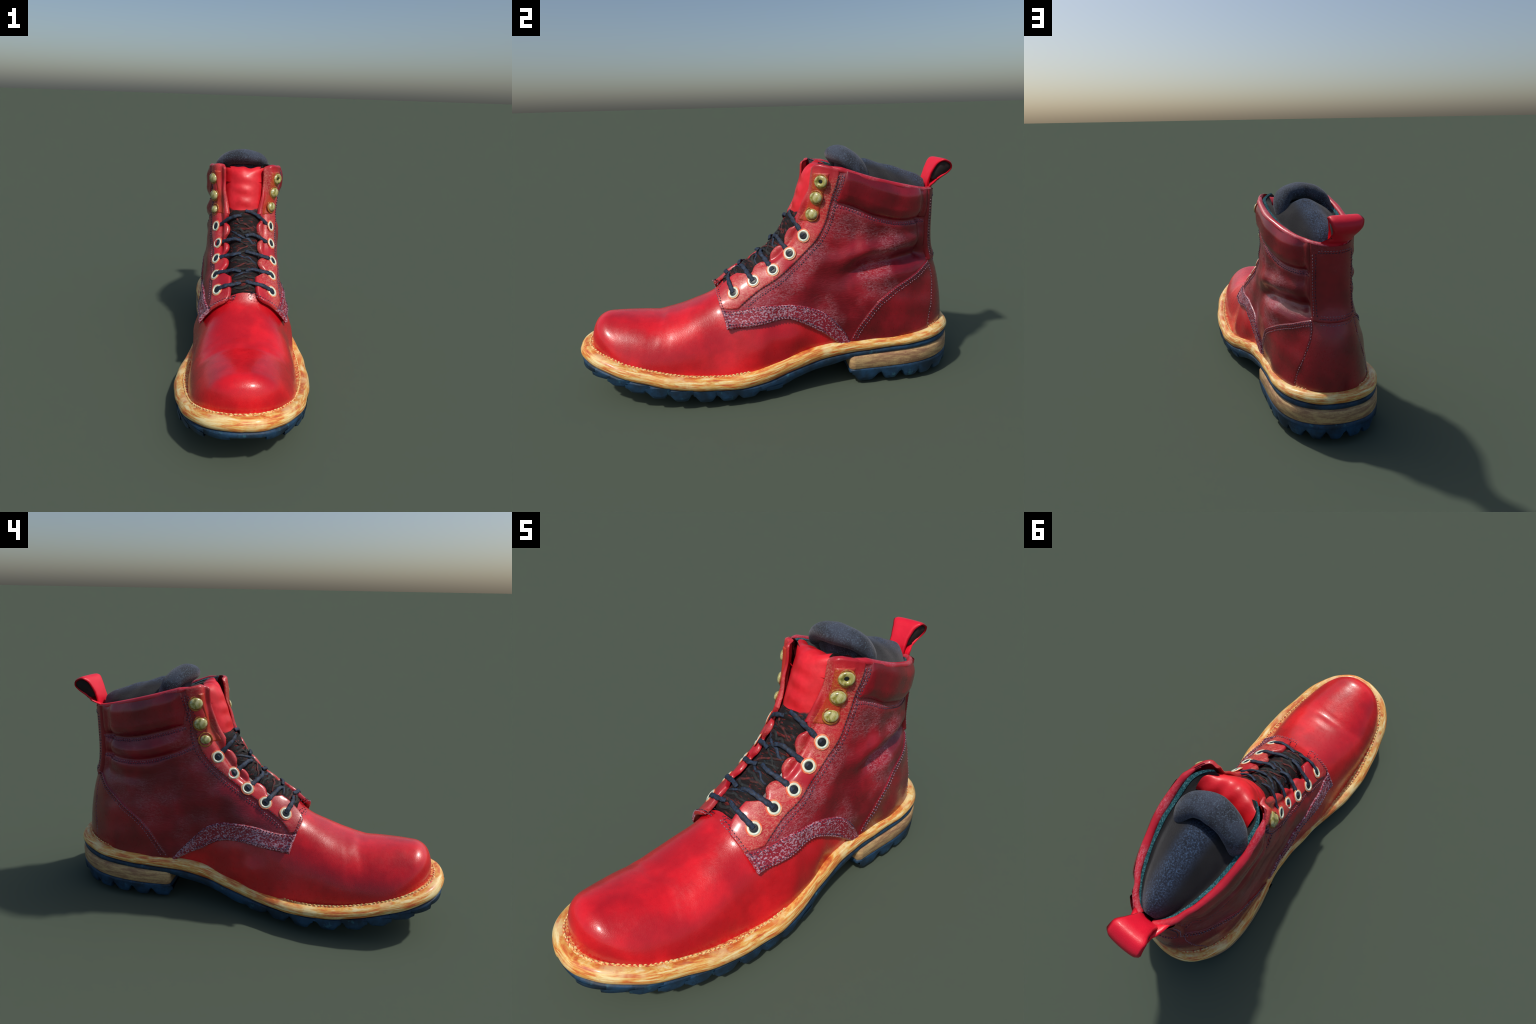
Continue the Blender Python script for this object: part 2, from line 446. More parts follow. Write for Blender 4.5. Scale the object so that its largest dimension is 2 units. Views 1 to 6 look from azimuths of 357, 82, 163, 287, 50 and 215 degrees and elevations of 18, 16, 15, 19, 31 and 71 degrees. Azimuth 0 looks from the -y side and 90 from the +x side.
class Mat:
    def __init__(self, name, rough=.5, coat=0, spec=.5, sheen=0, coat_rough=.2):
        self.m = bpy.data.materials.new(name)
        self.m.use_nodes = True
        self.nt = self.m.node_tree
        self.n = self.nt.nodes
        self.b = self.n['Principled BSDF']
        self.b.inputs['Roughness'].default_value = rough
        self.b.inputs['Coat Weight'].default_value = coat
        self.b.inputs['Coat Roughness'].default_value = coat_rough
        self.b.inputs['Coat IOR'].default_value = 1.5
        self.b.inputs['Specular IOR Level'].default_value = spec
        self.b.inputs['Sheen Weight'].default_value = sheen
        self.tc = self.n.new('ShaderNodeTexCoord').outputs['Object']

    def link(self, a, b):
        self.nt.links.new(a, b)

    def mapped(self, scale, loc=(0, 0, 0), rot=(0, 0, 0), vec=None):
        mp = self.n.new('ShaderNodeMapping')
        mp.inputs['Scale'].default_value = scale
        mp.inputs['Location'].default_value = loc
        mp.inputs['Rotation'].default_value = rot
        self.link(vec or self.tc, mp.inputs['Vector'])
        return mp.outputs[0]

    def noise(self, scale, detail=4, rough=.6, vec=None, distort=0):
        nd = self.n.new('ShaderNodeTexNoise')
        nd.inputs['Scale'].default_value = scale
        nd.inputs['Detail'].default_value = detail
        nd.inputs['Roughness'].default_value = rough
        nd.inputs['Distortion'].default_value = distort
        self.link(vec or self.tc, nd.inputs['Vector'])
        return nd.outputs['Fac']

    def voronoi(self, scale, vec=None, out='Distance', feature='F1'):
        nd = self.n.new('ShaderNodeTexVoronoi')
        nd.feature = feature
        nd.inputs['Scale'].default_value = scale
        self.link(vec or self.tc, nd.inputs['Vector'])
        return nd.outputs[out]

    def ramp(self, fac, stops, interp='LINEAR'):
        nd = self.n.new('ShaderNodeValToRGB')
        nd.color_ramp.interpolation = interp
        e = nd.color_ramp.elements
        while len(e) < len(stops):
            e.new(.5)
        for el, (p, c) in zip(e, stops):
            el.position = p
            el.color = c if len(c) == 4 else (*c, 1)
        self.link(fac, nd.inputs['Fac'])
        return nd.outputs['Color']

    def mask(self, fac, a, b):
        return self.maprange(fac, a, b, 0, 1)

    def maprange(self, v, a, b, c, d):
        nd = self.n.new('ShaderNodeMapRange')
        nd.interpolation_type = 'SMOOTHSTEP'
        for i, val in zip(('From Min', 'From Max', 'To Min', 'To Max'), (a, b, c, d)):
            nd.inputs[i].default_value = val
        self.link(v, nd.inputs['Value'])
        return nd.outputs['Result']

    def math(self, op, a, b=None):
        nd = self.n.new('ShaderNodeMath')
        nd.operation = op
        for i, v in enumerate((a, b)):
            if v is None:
                continue
            if isinstance(v, (int, float)):
                nd.inputs[i].default_value = v
            else:
                self.link(v, nd.inputs[i])
        return nd.outputs[0]

    def xyz(self):
        nd = self.n.new('ShaderNodeSeparateXYZ')
        self.link(self.tc, nd.inputs[0])
        return nd.outputs

    def curve(self, v, lo, hi, fn, vlo, vhi, n=14):
        """A tabulated function of one coordinate (Float Curve node)."""
        t = self.maprange(v, lo, hi, 0, 1)
        self.n[-1].interpolation_type = 'LINEAR'
        nd = self.n.new('ShaderNodeFloatCurve')
        c = nd.mapping.curves[0]
        for i in range(n):
            q = i / (n - 1)
            val = (float(fn(lo + (hi - lo) * q)) - vlo) / (vhi - vlo)
            if i == 0:
                c.points[0].location = (0, val)
            elif i == n - 1:
                c.points[1].location = (1, val)
                continue
            else:
                c.points.new(q, val)
        nd.mapping.update()
        self.link(t, nd.inputs['Value'])
        o = self.math('MULTIPLY', nd.outputs[0], vhi - vlo)
        return self.math('ADD', o, vlo)

    def mix(self, fac, a, b, blend='MIX'):
        nd = self.n.new('ShaderNodeMix')
        nd.data_type = 'RGBA'
        nd.blend_type = blend
        for i, v in ((0, fac), (6, a), (7, b)):
            if isinstance(v, (int, float)):
                nd.inputs[i].default_value = v
            elif isinstance(v, tuple):
                nd.inputs[i].default_value = v if len(v) == 4 else (*v, 1)
            else:
                self.link(v, nd.inputs[i])
        return nd.outputs[2]

    def color(self, c):
        if isinstance(c, tuple):
            self.b.inputs['Base Color'].default_value = c
        else:
            self.link(c, self.b.inputs['Base Color'])

    def rough(self, v):
        self.link(v, self.b.inputs['Roughness'])

    def bump(self, h, strength=.3, dist=.003):
        nd = self.n.new('ShaderNodeBump')
        nd.inputs['Strength'].default_value = strength
        nd.inputs['Distance'].default_value = dist
        self.link(h, nd.inputs['Height'])
        self.link(nd.outputs[0], self.b.inputs['Normal'])


def leather(name, bright, deep, pale_streak=0., pale=(.62, .30, .30, 1), rough=.38, coat=.35, grain=260, wrinkle=0.):
    m = Mat(name, rough=rough, coat=coat, spec=.4, coat_rough=.17)
    big = m.noise(5, 3, .55)
    col = m.mix(m.mask(big, .35, .68), deep, bright)
    fine = m.noise(60, 5, .7)
    col = m.mix(m.math('MULTIPLY', m.mask(m.noise(18, 4, .6), .45, .7), .35), col, deep)
    if pale_streak:
        brush = m.noise(1, 7, .78, vec=m.mapped((110, 45, 130), rot=(.5, .2, .3)), distort=1.6)
        zone = m.noise(4.5, 2, .5)
        f = m.math('MULTIPLY', m.mask(brush, .44, .64), m.mask(zone, .44, .60))
        col = m.mix(m.math('MULTIPLY', f, m.maprange(m.xyz()['X'], -.06, .1, pale_streak * .45, pale_streak)), col, pale)
    m.color(col)
    g = m.voronoi(grain)
    hgt = m.math('ADD', m.math('MULTIPLY', g, .5), fine)
    if wrinkle:
        lines = m.noise(1, 4, .6, vec=m.mapped((30, 12, 38), rot=(.5, .2, .3)), distort=2.)
        hgt = m.math('ADD', hgt, m.math('MULTIPLY', lines, 3 * wrinkle))
    m.bump(hgt, .24, .0025)
    m.rough(m.maprange(fine, .3, .7, rough - .06, rough + .1))
    return m.m


M_VAMP = leather('vamp_leather', srgb(230, 25, 36), srgb(188, 17, 29), rough=.3, coat=.4)
M_QUARTER = leather('quarter_leather', srgb(164, 21, 38), srgb(122, 11, 27), pale_streak=.55, pale=srgb(196, 140, 148), wrinkle=1.3)
M_COLLAR = leather('collar_leather', srgb(166, 18, 37), srgb(126, 11, 28), rough=.3, coat=.5)
M_COUNTER = leather('counter_leather', srgb(162, 18, 35), srgb(124, 11, 26), rough=.3, coat=.55)
M_BACK = leather('back_strip_leather', srgb(160, 20, 33), srgb(124, 11, 25), pale_streak=.4, pale=srgb(206, 96, 110), rough=.42)
M_TAB = leather('pull_tab_leather', srgb(240, 26, 54), srgb(222, 20, 46), rough=.45, coat=.1)
M_BIND = leather('binding_leather', srgb(216, 36, 56), srgb(190, 24, 44), pale_streak=.6, pale=srgb(232, 160, 172), rough=.45)
M_EYESTAY = leather('eyestay_leather', srgb(206, 36, 46), srgb(172, 22, 38), pale_streak=.6, pale=srgb(226, 164, 138))
M_HOOKPATCH = leather('hook_patch_leather', srgb(198, 50, 36), srgb(160, 26, 30), pale_streak=.6, pale=srgb(200, 150, 60), rough=.45)


def tongue_material():
    m = Mat('tongue_leather', rough=.42, coat=.1, spec=.4)
    s = m.xyz()
    n = m.noise(7, 4, .6)
    red = m.mix(m.mask(n, .35, .7), srgb(206, 22, 32), srgb(240, 40, 52))
    cloth = m.mix(m.mask(m.noise(1, 5, .7, vec=m.mapped((14, 40, 60))), .54, .68), srgb(26, 22, 24), srgb(120, 34, 32))
    edge = m.math('ADD', s['Z'], m.math('MULTIPLY', m.math('SUBTRACT', n, .5), .06))
    edge = m.math('SUBTRACT', edge, m.math('MULTIPLY', m.math('ABSOLUTE', s['X']), .3))
    m.color(m.mix(m.mask(edge, .868, .882), cloth, red))
    m.bump(m.noise(30, 5, .7), .3, .004)
    return m.m


M_TONGUE = tongue_material()


def lining_material():
    m = Mat('lining_fleece', rough=.95, spec=.2, sheen=.15)
    n = m.noise(140, 4, .8)
    big = m.noise(4, 3, .6)
    s = m.xyz()
    base = m.mix(m.mask(big, .4, .65), srgb(34, 34, 36), srgb(44, 43, 44))
    off = m.math('ABSOLUTE', m.math('SUBTRACT', s['X'], .005))
    off = m.math('ADD', off, m.math('MULTIPLY', m.math('SUBTRACT', n, .5), .10))
    ridge = m.maprange(off, .035, .085, 1, 0)
    blue_speckle = m.ramp(n, [(.36, srgb(28, 31, 38)), (.52, srgb(46, 55, 72)), (.66, srgb(80, 106, 138))])
    col = m.mix(ridge, base, blue_speckle)
    m.color(col)
    m.bump(n, .6, .004)
    return m.m


def lining_rim_material():
    m = Mat('lining_rim_fleece', rough=.95, spec=.2)
    n = m.noise(150, 4, .8)
    m.color(m.ramp(n, [(.38, srgb(30, 52, 62)), (.52, srgb(38, 100, 106)), (.66, srgb(110, 150, 158))]))
    m.bump(n, .6, .004)
    return m.m


def padding_material():
    m = Mat('tongue_padding_cloth', rough=.85, spec=.3, sheen=.2)
    n = m.noise(160, 5, .8)
    b = m.noise(11, 3, .6)
    base = m.mix(m.mask(b, .4, .62), srgb(34, 36, 44), srgb(56, 62, 76))
    m.color(m.mix(m.mask(n, .5, .68), base, srgb(90, 108, 126)))
    m.bump(n, .5, .004)
    return m.m


M_LINING, M_LINRIM, M_PAD = lining_material(), lining_rim_material(), padding_material()


def strap_material():
    m = Mat('speckled_strap', rough=.5, coat=.2)
    v = m.noise(1, 2, .5, vec=m.mapped((110, 95, 140), rot=(.12, 0, 0)), distort=.6)
    dark = m.noise(130, 3, .6)
    zone = m.noise(6, 2, .5)
    col = m.mix(m.mask(m.math('ADD', v, m.math('MULTIPLY', m.math('SUBTRACT', zone, .5), .22)), .48, .61), srgb(146, 17, 40), srgb(192, 148, 162))
    m.color(m.mix(m.mask(dark, .62, .68), col, srgb(66, 70, 110)))
    m.bump(v, .4, .004)
    return m.m


M_STRAP = strap_material()

WELT_TOP = SOLE_Z
WELT_LOW = table([(-1, .220), (-.93, .205), (-.85, .188), (-.75, .163), (-.65, .14), (-.55, .12), (-.45, .107), (-.35, .098),
                  (-.25, .093), (-.15, .095), (-.05, .106), (.05, .13), (.15, .155), (.25, .172), (.35, .183), (.5, .193),
                  (.7, .207), (.85, .217), (1, .222)])


def welt_material():
    m = Mat('welt_leather', rough=.5, coat=.25)
    s = m.xyz()
    zc = m.curve(s['Y'], -1, 1, lambda y: (WELT_TOP(y) + WELT_LOW(y)) / 2, 0, .35)
    rel = m.math('SUBTRACT', s['Z'], zc)
    cb = m.n.new('ShaderNodeCombineXYZ')
    m.link(s['X'], cb.inputs[0]); m.link(s['Y'], cb.inputs[1]); m.link(rel, cb.inputs[2])
    vec = cb.outputs[0]
    streak = m.noise(1, 5, .7, vec=m.mapped((9, 9, 120), vec=vec), distort=.4)
    blot = m.noise(9, 3, .6)
    fine = m.noise(120, 4, .7)
    cream, gold, orange, rust = srgb(246, 224, 164), srgb(234, 182, 92), srgb(222, 124, 54), srgb(184, 66, 40)
    col = m.ramp(streak, [(.30, rust), (.43, orange), (.52, gold), (.62, cream), (.8, cream)])
    col = m.mix(m.math('MULTIPLY', m.mask(blot, .48, .66), .55), col, cream)
    # the lower half is coloured darker, in ragged streaks
    low = m.maprange(m.math('ADD', rel, m.math('MULTIPLY', m.math('SUBTRACT', streak, .5), .07)), .0, -.028, 0, .7)
    col = m.mix(low, col, m.mix(m.mask(blot, .4, .6), srgb(206, 96, 44), srgb(236, 160, 60)))
    m.color(m.mix(m.math('MULTIPLY', m.mask(fine, .58, .72), .4), col, rust))
    m.bump(streak, .3, .004)
    return m.m


def groove_material():
    m = Mat('welt_groove', rough=.6)
    n = m.noise(1, 4, .7, vec=m.mapped((70, 70, 40)), distort=.5)
    m.color(m.ramp(n, [(.34, srgb(186, 52, 40)), (.46, srgb(218, 104, 62)), (.54, srgb(236, 190, 110)), (.66, srgb(240, 226, 170))]))
    m.bump(n, .5, .005)
    return m.m


def rubber_material():
    m = Mat('navy_rubber', rough=.55, spec=.4)
    a, b = m.noise(10, 4, .65), m.noise(70, 4, .7)
    col = m.mix(m.mask(a, .35, .68), srgb(25, 44, 60), srgb(34, 72, 104))
    col = m.mix(m.math('MULTIPLY', m.mask(b, .52, .7), .6), col, srgb(24, 36, 56))
    col = m.mix(m.math('MULTIPLY', m.mask(m.noise(22, 3, .6), .6, .72), .4), col, srgb(70, 132, 146))
    m.color(col)
    m.bump(b, .3, .004)
    return m.m


def stack_material():
    m = Mat('stacked_heel_leather', rough=.7)
    a = m.noise(1, 5, .7, vec=m.mapped((10, 10, 60)))
    b = m.noise(90, 4, .75)
    col = m.mix(m.mask(a, .36, .64), srgb(158, 116, 84), srgb(206, 170, 116))
    col = m.mix(m.math('MULTIPLY', m.mask(b, .54, .68), .55), col, srgb(140, 84, 70))
    m.color(col)
    m.bump(b, .4, .004)
    return m.m


M_WELT, M_GROOVE, M_RUBBER, M_STACK = welt_material(), groove_material(), rubber_material(), stack_material()


def plain(name, c1, c2, scale=40, rough=.5, coat=0., metal=0.):
    m = Mat(name, rough=rough, coat=coat)
    n = m.noise(scale, 4, .65)
    m.color(m.mix(m.mask(n, .4, .65), c1, c2))
    m.b.inputs['Metallic'].default_value = metal
    m.bump(n, .2, .002)
    return m.m


M_EYELET = plain('eyelet_enamel', srgb(240, 234, 206), srgb(200, 216, 196), 30, .3, .5)
M_HALO = plain('eyelet_halo_leather', srgb(236, 92, 52), srgb(240, 176, 130), 26, .45)
M_HOLE = plain('eyelet_hole', srgb(16, 16, 20), srgb(22, 26, 36), 40, .4)
M_LACE = plain('lace_cord', srgb(24, 28, 40), srgb(36, 58, 84), 90, .7)
M_LACE_DARK = plain('lace_cord_dark', srgb(26, 22, 22), srgb(40, 46, 46), 70, .8)
def mat_material():
    m = Mat('matted_lacing', rough=.75, spec=.25)
    a = m.noise(1, 5, .7, vec=m.mapped((16, 60, 60)), distort=1.)
    b = m.noise(1, 4, .7, vec=m.mapped((12, 45, 45), loc=(3, 1, 2)), distort=1.)
    col = m.mix(m.mask(a, .54, .66), srgb(26, 21, 21), srgb(112, 32, 30))
    col = m.mix(m.math('MULTIPLY', m.mask(b, .56, .68), .7), col, srgb(40, 66, 74))
    m.color(col)
    m.bump(a, .5, .005)
    return m.m


M_MAT = mat_material()
M_LACE_RED = plain('lace_cord_rusty', srgb(40, 26, 24), srgb(104, 34, 30), 60, .8)
M_WELT_THREAD = plain('welt_thread', srgb(236, 214, 150), srgb(226, 176, 100), 60, .7)
M_THREAD = plain('pale_thread', srgb(168, 128, 140), srgb(120, 90, 108), 60, .7)
M_THREAD_DARK = plain('dark_thread', srgb(44, 40, 60), srgb(70, 60, 84), 60, .7)
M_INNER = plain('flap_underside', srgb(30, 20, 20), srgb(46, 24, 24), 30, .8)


def hook_material():
    m = Mat('hook_brass', rough=.25, coat=.6, spec=.7)
    n = m.noise(16, 3, .6, distort=1.5)
    m.color(m.ramp(n, [(.32, srgb(84, 84, 34)), (.45, srgb(160, 152, 70)), (.58, srgb(206, 200, 146)), (.72, srgb(112, 140, 90))]))
    return m.m


M_HOOK = hook_material()
M_HOOKRIM = plain('hook_rim_leather', srgb(176, 120, 40), srgb(150, 52, 30), 40, .5)

# ------------------------------------------------------------------ the boot
boot = bpy.data.objects.new('ankle_boot', None)
bpy.context.scene.collection.objects.link(boot)
boot['label'] = 'red leather lace-up ankle boot with cream welt and navy lugged sole'
boot['category'] = 'boot'

Xb, Yb, Zb = BASE_V.T
DTb, DBb = BASE_D.T


def by_side(fn):
    out = np.empty(len(BASE_V))
    for s in (1, -1):
        m = SIDE == s
        out[m] = fn(Yb[m], Zb[m], s)
    return out


front_d = by_side(lambda y, z, s: -polydist(y, z, LINE['front'][s], True))      # + behind the flap's front edge
low_d = by_side(lambda y, z, s: polydist(y, z, LINE['strap_low'][s], True))      # + above the strap's lower edge
top_d = by_side(lambda y, z, s: polydist(y, z, LINE['strap_top'][s], True))
count_d = by_side(lambda y, z, s: -polydist(y, z, LINE['counter'][s], True))     # + behind/below
eye_d = by_side(lambda y, z, s: -polydist(y, z, LINE['eyestay'][s], True))       # see below
coll_d = by_side(lambda y, z, s: polydist(y, z, LINE['collar'][s], True))
cfront_d = by_side(lambda y, z, s: polydist(y, z, LINE['collar_front'][s], True))
half = np.abs(Xb - centre(Yb, Zb))

THROAT = .022 + .006 * sstep(.8, 1., Zb)
EYELETS = {1: [(.150, .802), (.079, .717), (-.007, .640), (-.105, .587), (-.207, .531)],
           -1: [(.137, .799), (.063, .717), (-.016, .651), (-.110, .588), (-.212, .539)]}


def notch(y, z, s):
    """1 where a lace crosses the flap's edge, 0 on the humps between."""
    q = .7 * y + .714 * z
    return sum(bump(q, .7 * a + .714 * b + .012, .024) for a, b in EYELETS[s])


THROAT = THROAT + .013 * by_side(notch) * (Zb < .87) - .004
throat_d = DTb - THROAT
low = sstep(.60, .54, Zb) * (Yb < -.1)
throat_d = np.where(Yb < -.1, np.minimum(throat_d * (1 - low) + low * .2, half - (.062 + .02 * sstep(.5, .40, Zb))), throat_d)
tip = .045
ct = np.hypot(np.maximum(tip - throat_d, 0), np.maximum(tip - front_d, 0))
throat_d = np.where((Yb < -.1) & (front_d < tip) & (throat_d < tip), np.minimum(throat_d, tip - ct), throat_d)
rim_line = np.interp(Yb, [Tk[-1, 0], Bk[-1, 0]], [Tk[-1, 1], Bk[-1, 1]]) - Zb
corner = .036
cr = np.hypot(np.maximum(corner - throat_d, 0), np.maximum(corner - rim_line, 0))
throat_d = np.where(rim_line < corner, np.minimum(throat_d, corner - cr), throat_d)
ahead = np.where(Yb > .1, 1., front_d)
below = np.where(Yb > .34, 1., low_d)
quarter_phi = np.minimum(np.minimum(ahead, throat_d), below)


def flap_lift(V, S, D):
    """Eyestay edges stand off the tongue, most at the top; laces pull them in between the humps."""
    y, z = V[:, 1], V[:, 2]
    e = np.clip(1 - D[:, 0] / .10, 0, 1)
    h = np.where(S > 0, .030, .020) * e * sstep(.82, 1.02, z)
    front = np.zeros(len(V))
    for s in (1, -1):
        m = S == s
        f = np.abs(polydist(y[m], z[m], LINE['front'][s]))
        front[m] = .021 * np.clip(1 - f / .07, 0, 1) ** 1.5
    return h + front


hidden = np.minimum(np.minimum(-np.minimum(front_d, low_d) + .03, 1), np.where(Yb > .36, -1, 1))
vamp_phi = np.where(Yb > .36, -.05, np.maximum(.03 - np.where(Yb > .1, .2, front_d), .03 - low_d))
vamp_phi = np.minimum(vamp_phi, np.where(Yb > .05, .37 - Yb, 1))
panel('vamp', vamp_phi, M_VAMP, .0, .01, boot)
tongue_phi = np.minimum(np.minimum(.085 - DTb, 1.05 - Zb), np.minimum(Yb + .30, Zb - .47))
tongue = panel('tongue', tongue_phi, M_TONGUE, -.012, .01, boot, use_relief=False)
for s in (1, -1):
    mside = np.where(SIDE == s, 1., -1.)
    qp = np.where((SIDE == s) | (half < .004), quarter_phi, -.02)
    qp = np.minimum(qp, np.where(DBb < .05, DBb - .005, 1))
    panel('quarter', qp, M_QUARTER, .012, .010, boot, lift=flap_lift, side=s, inner=.012)
    ep = np.minimum(np.minimum(eye_d, ahead), throat_d + .001)
    ep = np.minimum(ep, top_d)
    ep = np.where(SIDE == s, ep, -.02)
    panel('eyestay', ep, M_EYESTAY, .019, .010, boot, lift=flap_lift, side=s, inner=.01)
    hk = np.minimum(np.minimum(ep - .012, eye_d - .034), np.minimum(Zb - .862, 1.112 - Zb))
    panel('hook_patch', hk, M_HOOKPATCH, .0235, .012, boot, lift=flap_lift, side=s)
    sp = np.minimum(np.minimum(low_d, -top_d), np.where(Yb < .1, front_d, 1))
    sp = np.minimum(sp, .385 - Yb)
    sp = np.where(SIDE == s, sp, -.02)
    panel('strap', sp, M_STRAP, .021, .014, boot, lift=flap_lift, side=s)
    cp = np.minimum(coll_d, -cfront_d * -1)
    cp = np.minimum(cp, half - .09)
    cp = np.where((SIDE == s) & (Zb > .7), cp, -.02)
    panel('collar', cp, M_COLLAR, .017, .012, boot, lift=flap_lift, side=s)
    hp = np.minimum(count_d, half - (.095 + .08 * sstep(.6, .25, Zb)))
    hp = np.where((SIDE == s) & (Zb < .68), hp, -.02)
    panel('heel_counter', hp, M_COUNTER, .017, .010, boot, side=s)
# back strip and the heel piece below it
bw = .097
panel('back_strip', np.minimum(bw - half, np.minimum(Zb - .60, .3 - DBb)), M_BACK, .026, .008, boot, use_relief=False)
panel('heel_piece', np.minimum(.105 + .08 * sstep(.6, .25, Zb) - half, np.minimum(.625 - Zb, .3 - DBb)), M_COUNTER, .016, .010, boot, use_relief=False)

# ------------------------------------------------------------------ sole
OUT = spline([(.0, -.998), (.1, -.980), (.172, -.932), (.222, -.87), (.264, -.8), (.298, -.7), (.322, -.6), (.341, -.5), (.350, -.4),
              (.352, -.3), (.349, -.2), (.335, -.1), (.311, 0), (.290, .1), (.274, .2), (.262, .3), (.256, .4), (.257, .5), (.260, .6),
              (.259, .7), (.243, .8), (.192, .9), (.102, .97), (-.02, .998), (-.15, .974), (-.232, .9), (-.287, .8), (-.305, .7),
              (-.305, .6), (-.295, .5), (-.276, .4), (-.263, .3), (-.262, .2), (-.268, .1), (-.277, 0), (-.293, -.1), (-.315, -.2),
              (-.335, -.3), (-.346, -.4), (-.342, -.5), (-.328, -.6), (-.308, -.7), (-.277, -.8), (-.228, -.89), (-.162, -.953),
              (-.085, -.988)], 420, closed=True)
ot = np.roll(OUT, -1, 0) - np.roll(OUT, 1, 0)
ot /= np.linalg.norm(ot, axis=1, keepdims=True)
ON = np.stack([ot[:, 1], -ot[:, 0]], 1)
if (ON * OUT).sum() < 0:
    ON = -ON
for _ in range(6):
    ON = (np.roll(ON, 1, 0) + 2 * ON + np.roll(ON, -1, 0))
    ON /= np.linalg.norm(ON, axis=1, keepdims=True)


def ring(inset, z):
    p = OUT - ON * np.reshape(np.ones(len(OUT)) * inset, (-1, 1))
    return np.stack([p[:, 0], p[:, 1], z * np.ones(len(p))], 1)


oy = OUT[:, 1]
wt, wl = WELT_TOP(oy) + .018 * OUT[:, 0] * sstep(.35, .0, oy), WELT_LOW(oy)
wob = .0025 * np.sin(np.arange(420) * .31) * np.sin(np.arange(420) * .083 + 1)


def welt_profile():
    th = wt - wl
    rows = [(.13, wt - .012), (.06, wt - .008), (.052, wt - .004), (.046, wt), (.03, wt + .003), (.016, wt), (.006, wt - .25 * th),
            (.001, wt - .45 * th), (.001, wt - .65 * th), (.005, wt - .85 * th), (.012, wl), (.03, wl - .004), (.12, wl - .004)]
    return [ring(a - wob, z) for a, z in rows]


V, F = loft_rings(welt_profile())
make_mesh('welt', V, F, M_WELT, True, boot)
# stitched channel on the welt's shelf
V, F = loft_rings([ring(.10, wt - .006), ring(.062, wt - .001), ring(.054, wt + .0035), ring(.048, wt + .0025), ring(.044, wt + .0005)])
make_mesh('welt_groove', V, F, M_GROOVE, True, boot)

SLAB_B = table([(-1, .185), (-.9, .158), (-.8, .142), (-.7, .118), (-.6, .101), (-.5, .088), (-.4, .079), (-.3, .073), (-.2, .066), (-.1, .058),
                (0, .055), (.1, .086), (.2, .112), (.3, .126), (.4, .150), (.6, .168), (.8, .178), (1, .188)])
sb = SLAB_B(oy)
waist = .006 * sstep(-.1, .12, oy) * sstep(.42, .34, oy)
V, F = loft_rings([ring(.05, wl), ring(.008, wl - .003), ring(.004, wl - .01), ring(.006 + waist, sb + .012), ring(.014 + waist, sb + .003), ring(.03 + waist, sb),
                   ring(.1, sb)], False)
n0 = 420
F.append(tuple(6 * n0 + j for j in range(n0)))
make_mesh('outsole', V, F, M_RUBBER, True, boot)

# heel block: tan stack between rubber layers
HEEL_Y = .368


def heel_ring(inset, z0, n=200):
    """Outline of the heel: the sole outline behind HEEL_Y, closed by a slightly hollow front."""
    p = OUT - ON * np.reshape(np.ones(len(OUT)) * inset, (-1, 1))
    rp = p[p[:, 1] > HEEL_Y + .02]
    i0 = int(np.argmax(np.linalg.norm(rp - np.roll(rp, 1, 0), axis=1)))
    rp = np.roll(rp, -i0, 0)
    a, b = rp[-1], rp[0]
    t = np.linspace(0, 1, 40)[1:-1, None]
    fr = a * (1 - t) + b * t
    fr[:, 1] += .012 * np.sin(np.pi * t[:, 0]) + inset * .9 - .022
    q = resample(np.vstack([rp, fr, rp[:1]]), n, True)
    return np.stack([q[:, 0], q[:, 1], z0(q[:, 1])], 1)


ST_TOP = table([(.3, .160), (.5, .163), (.7, .170), (.85, .178), (1.02, .186)])
ST_LOW = table([(.3, .086), (.5, .089), (.7, .097), (.85, .106), (1.02, .116)])
HV = table([(.3, .062), (.5, .060), (.7, .062), (.85, .064), (1.02, .068)])
off = lambda f, d: (lambda y: f(y) + d)
V, F = loft_rings([heel_ring(.04, off(ST_TOP, .012)), heel_ring(.014, off(ST_TOP, .008)), heel_ring(.004, off(ST_TOP, 0)), heel_ring(.0, off(ST_TOP, -.008)), heel_ring(-.001, off(ST_LOW, .008)),
                   heel_ring(.006, ST_LOW), heel_ring(.04, off(ST_LOW, -.002))], True)
make_mesh('heel_stack', V, F, M_STACK, True, boot)
V, F = loft_rings([heel_ring(.03, off(ST_LOW, .004)), heel_ring(.002, off(ST_LOW, .001)), heel_ring(-.002, off(ST_LOW, -.008)), heel_ring(.0, off(HV, .008)),
                   heel_ring(.012, HV), heel_ring(.05, HV)], True)
make_mesh('heel_cap', V, F, M_RUBBER, True, boot)


# lugs: rounded teeth on the sole's edge, running inwards
def outline_at(y, side):
    m = np.where(np.sign(OUT[:, 0] - (-.02 if y > .5 else 0)) == side)[0]
    return int(m[np.argmin(np.abs(OUT[m, 1] - y))])


LUG_N = 0


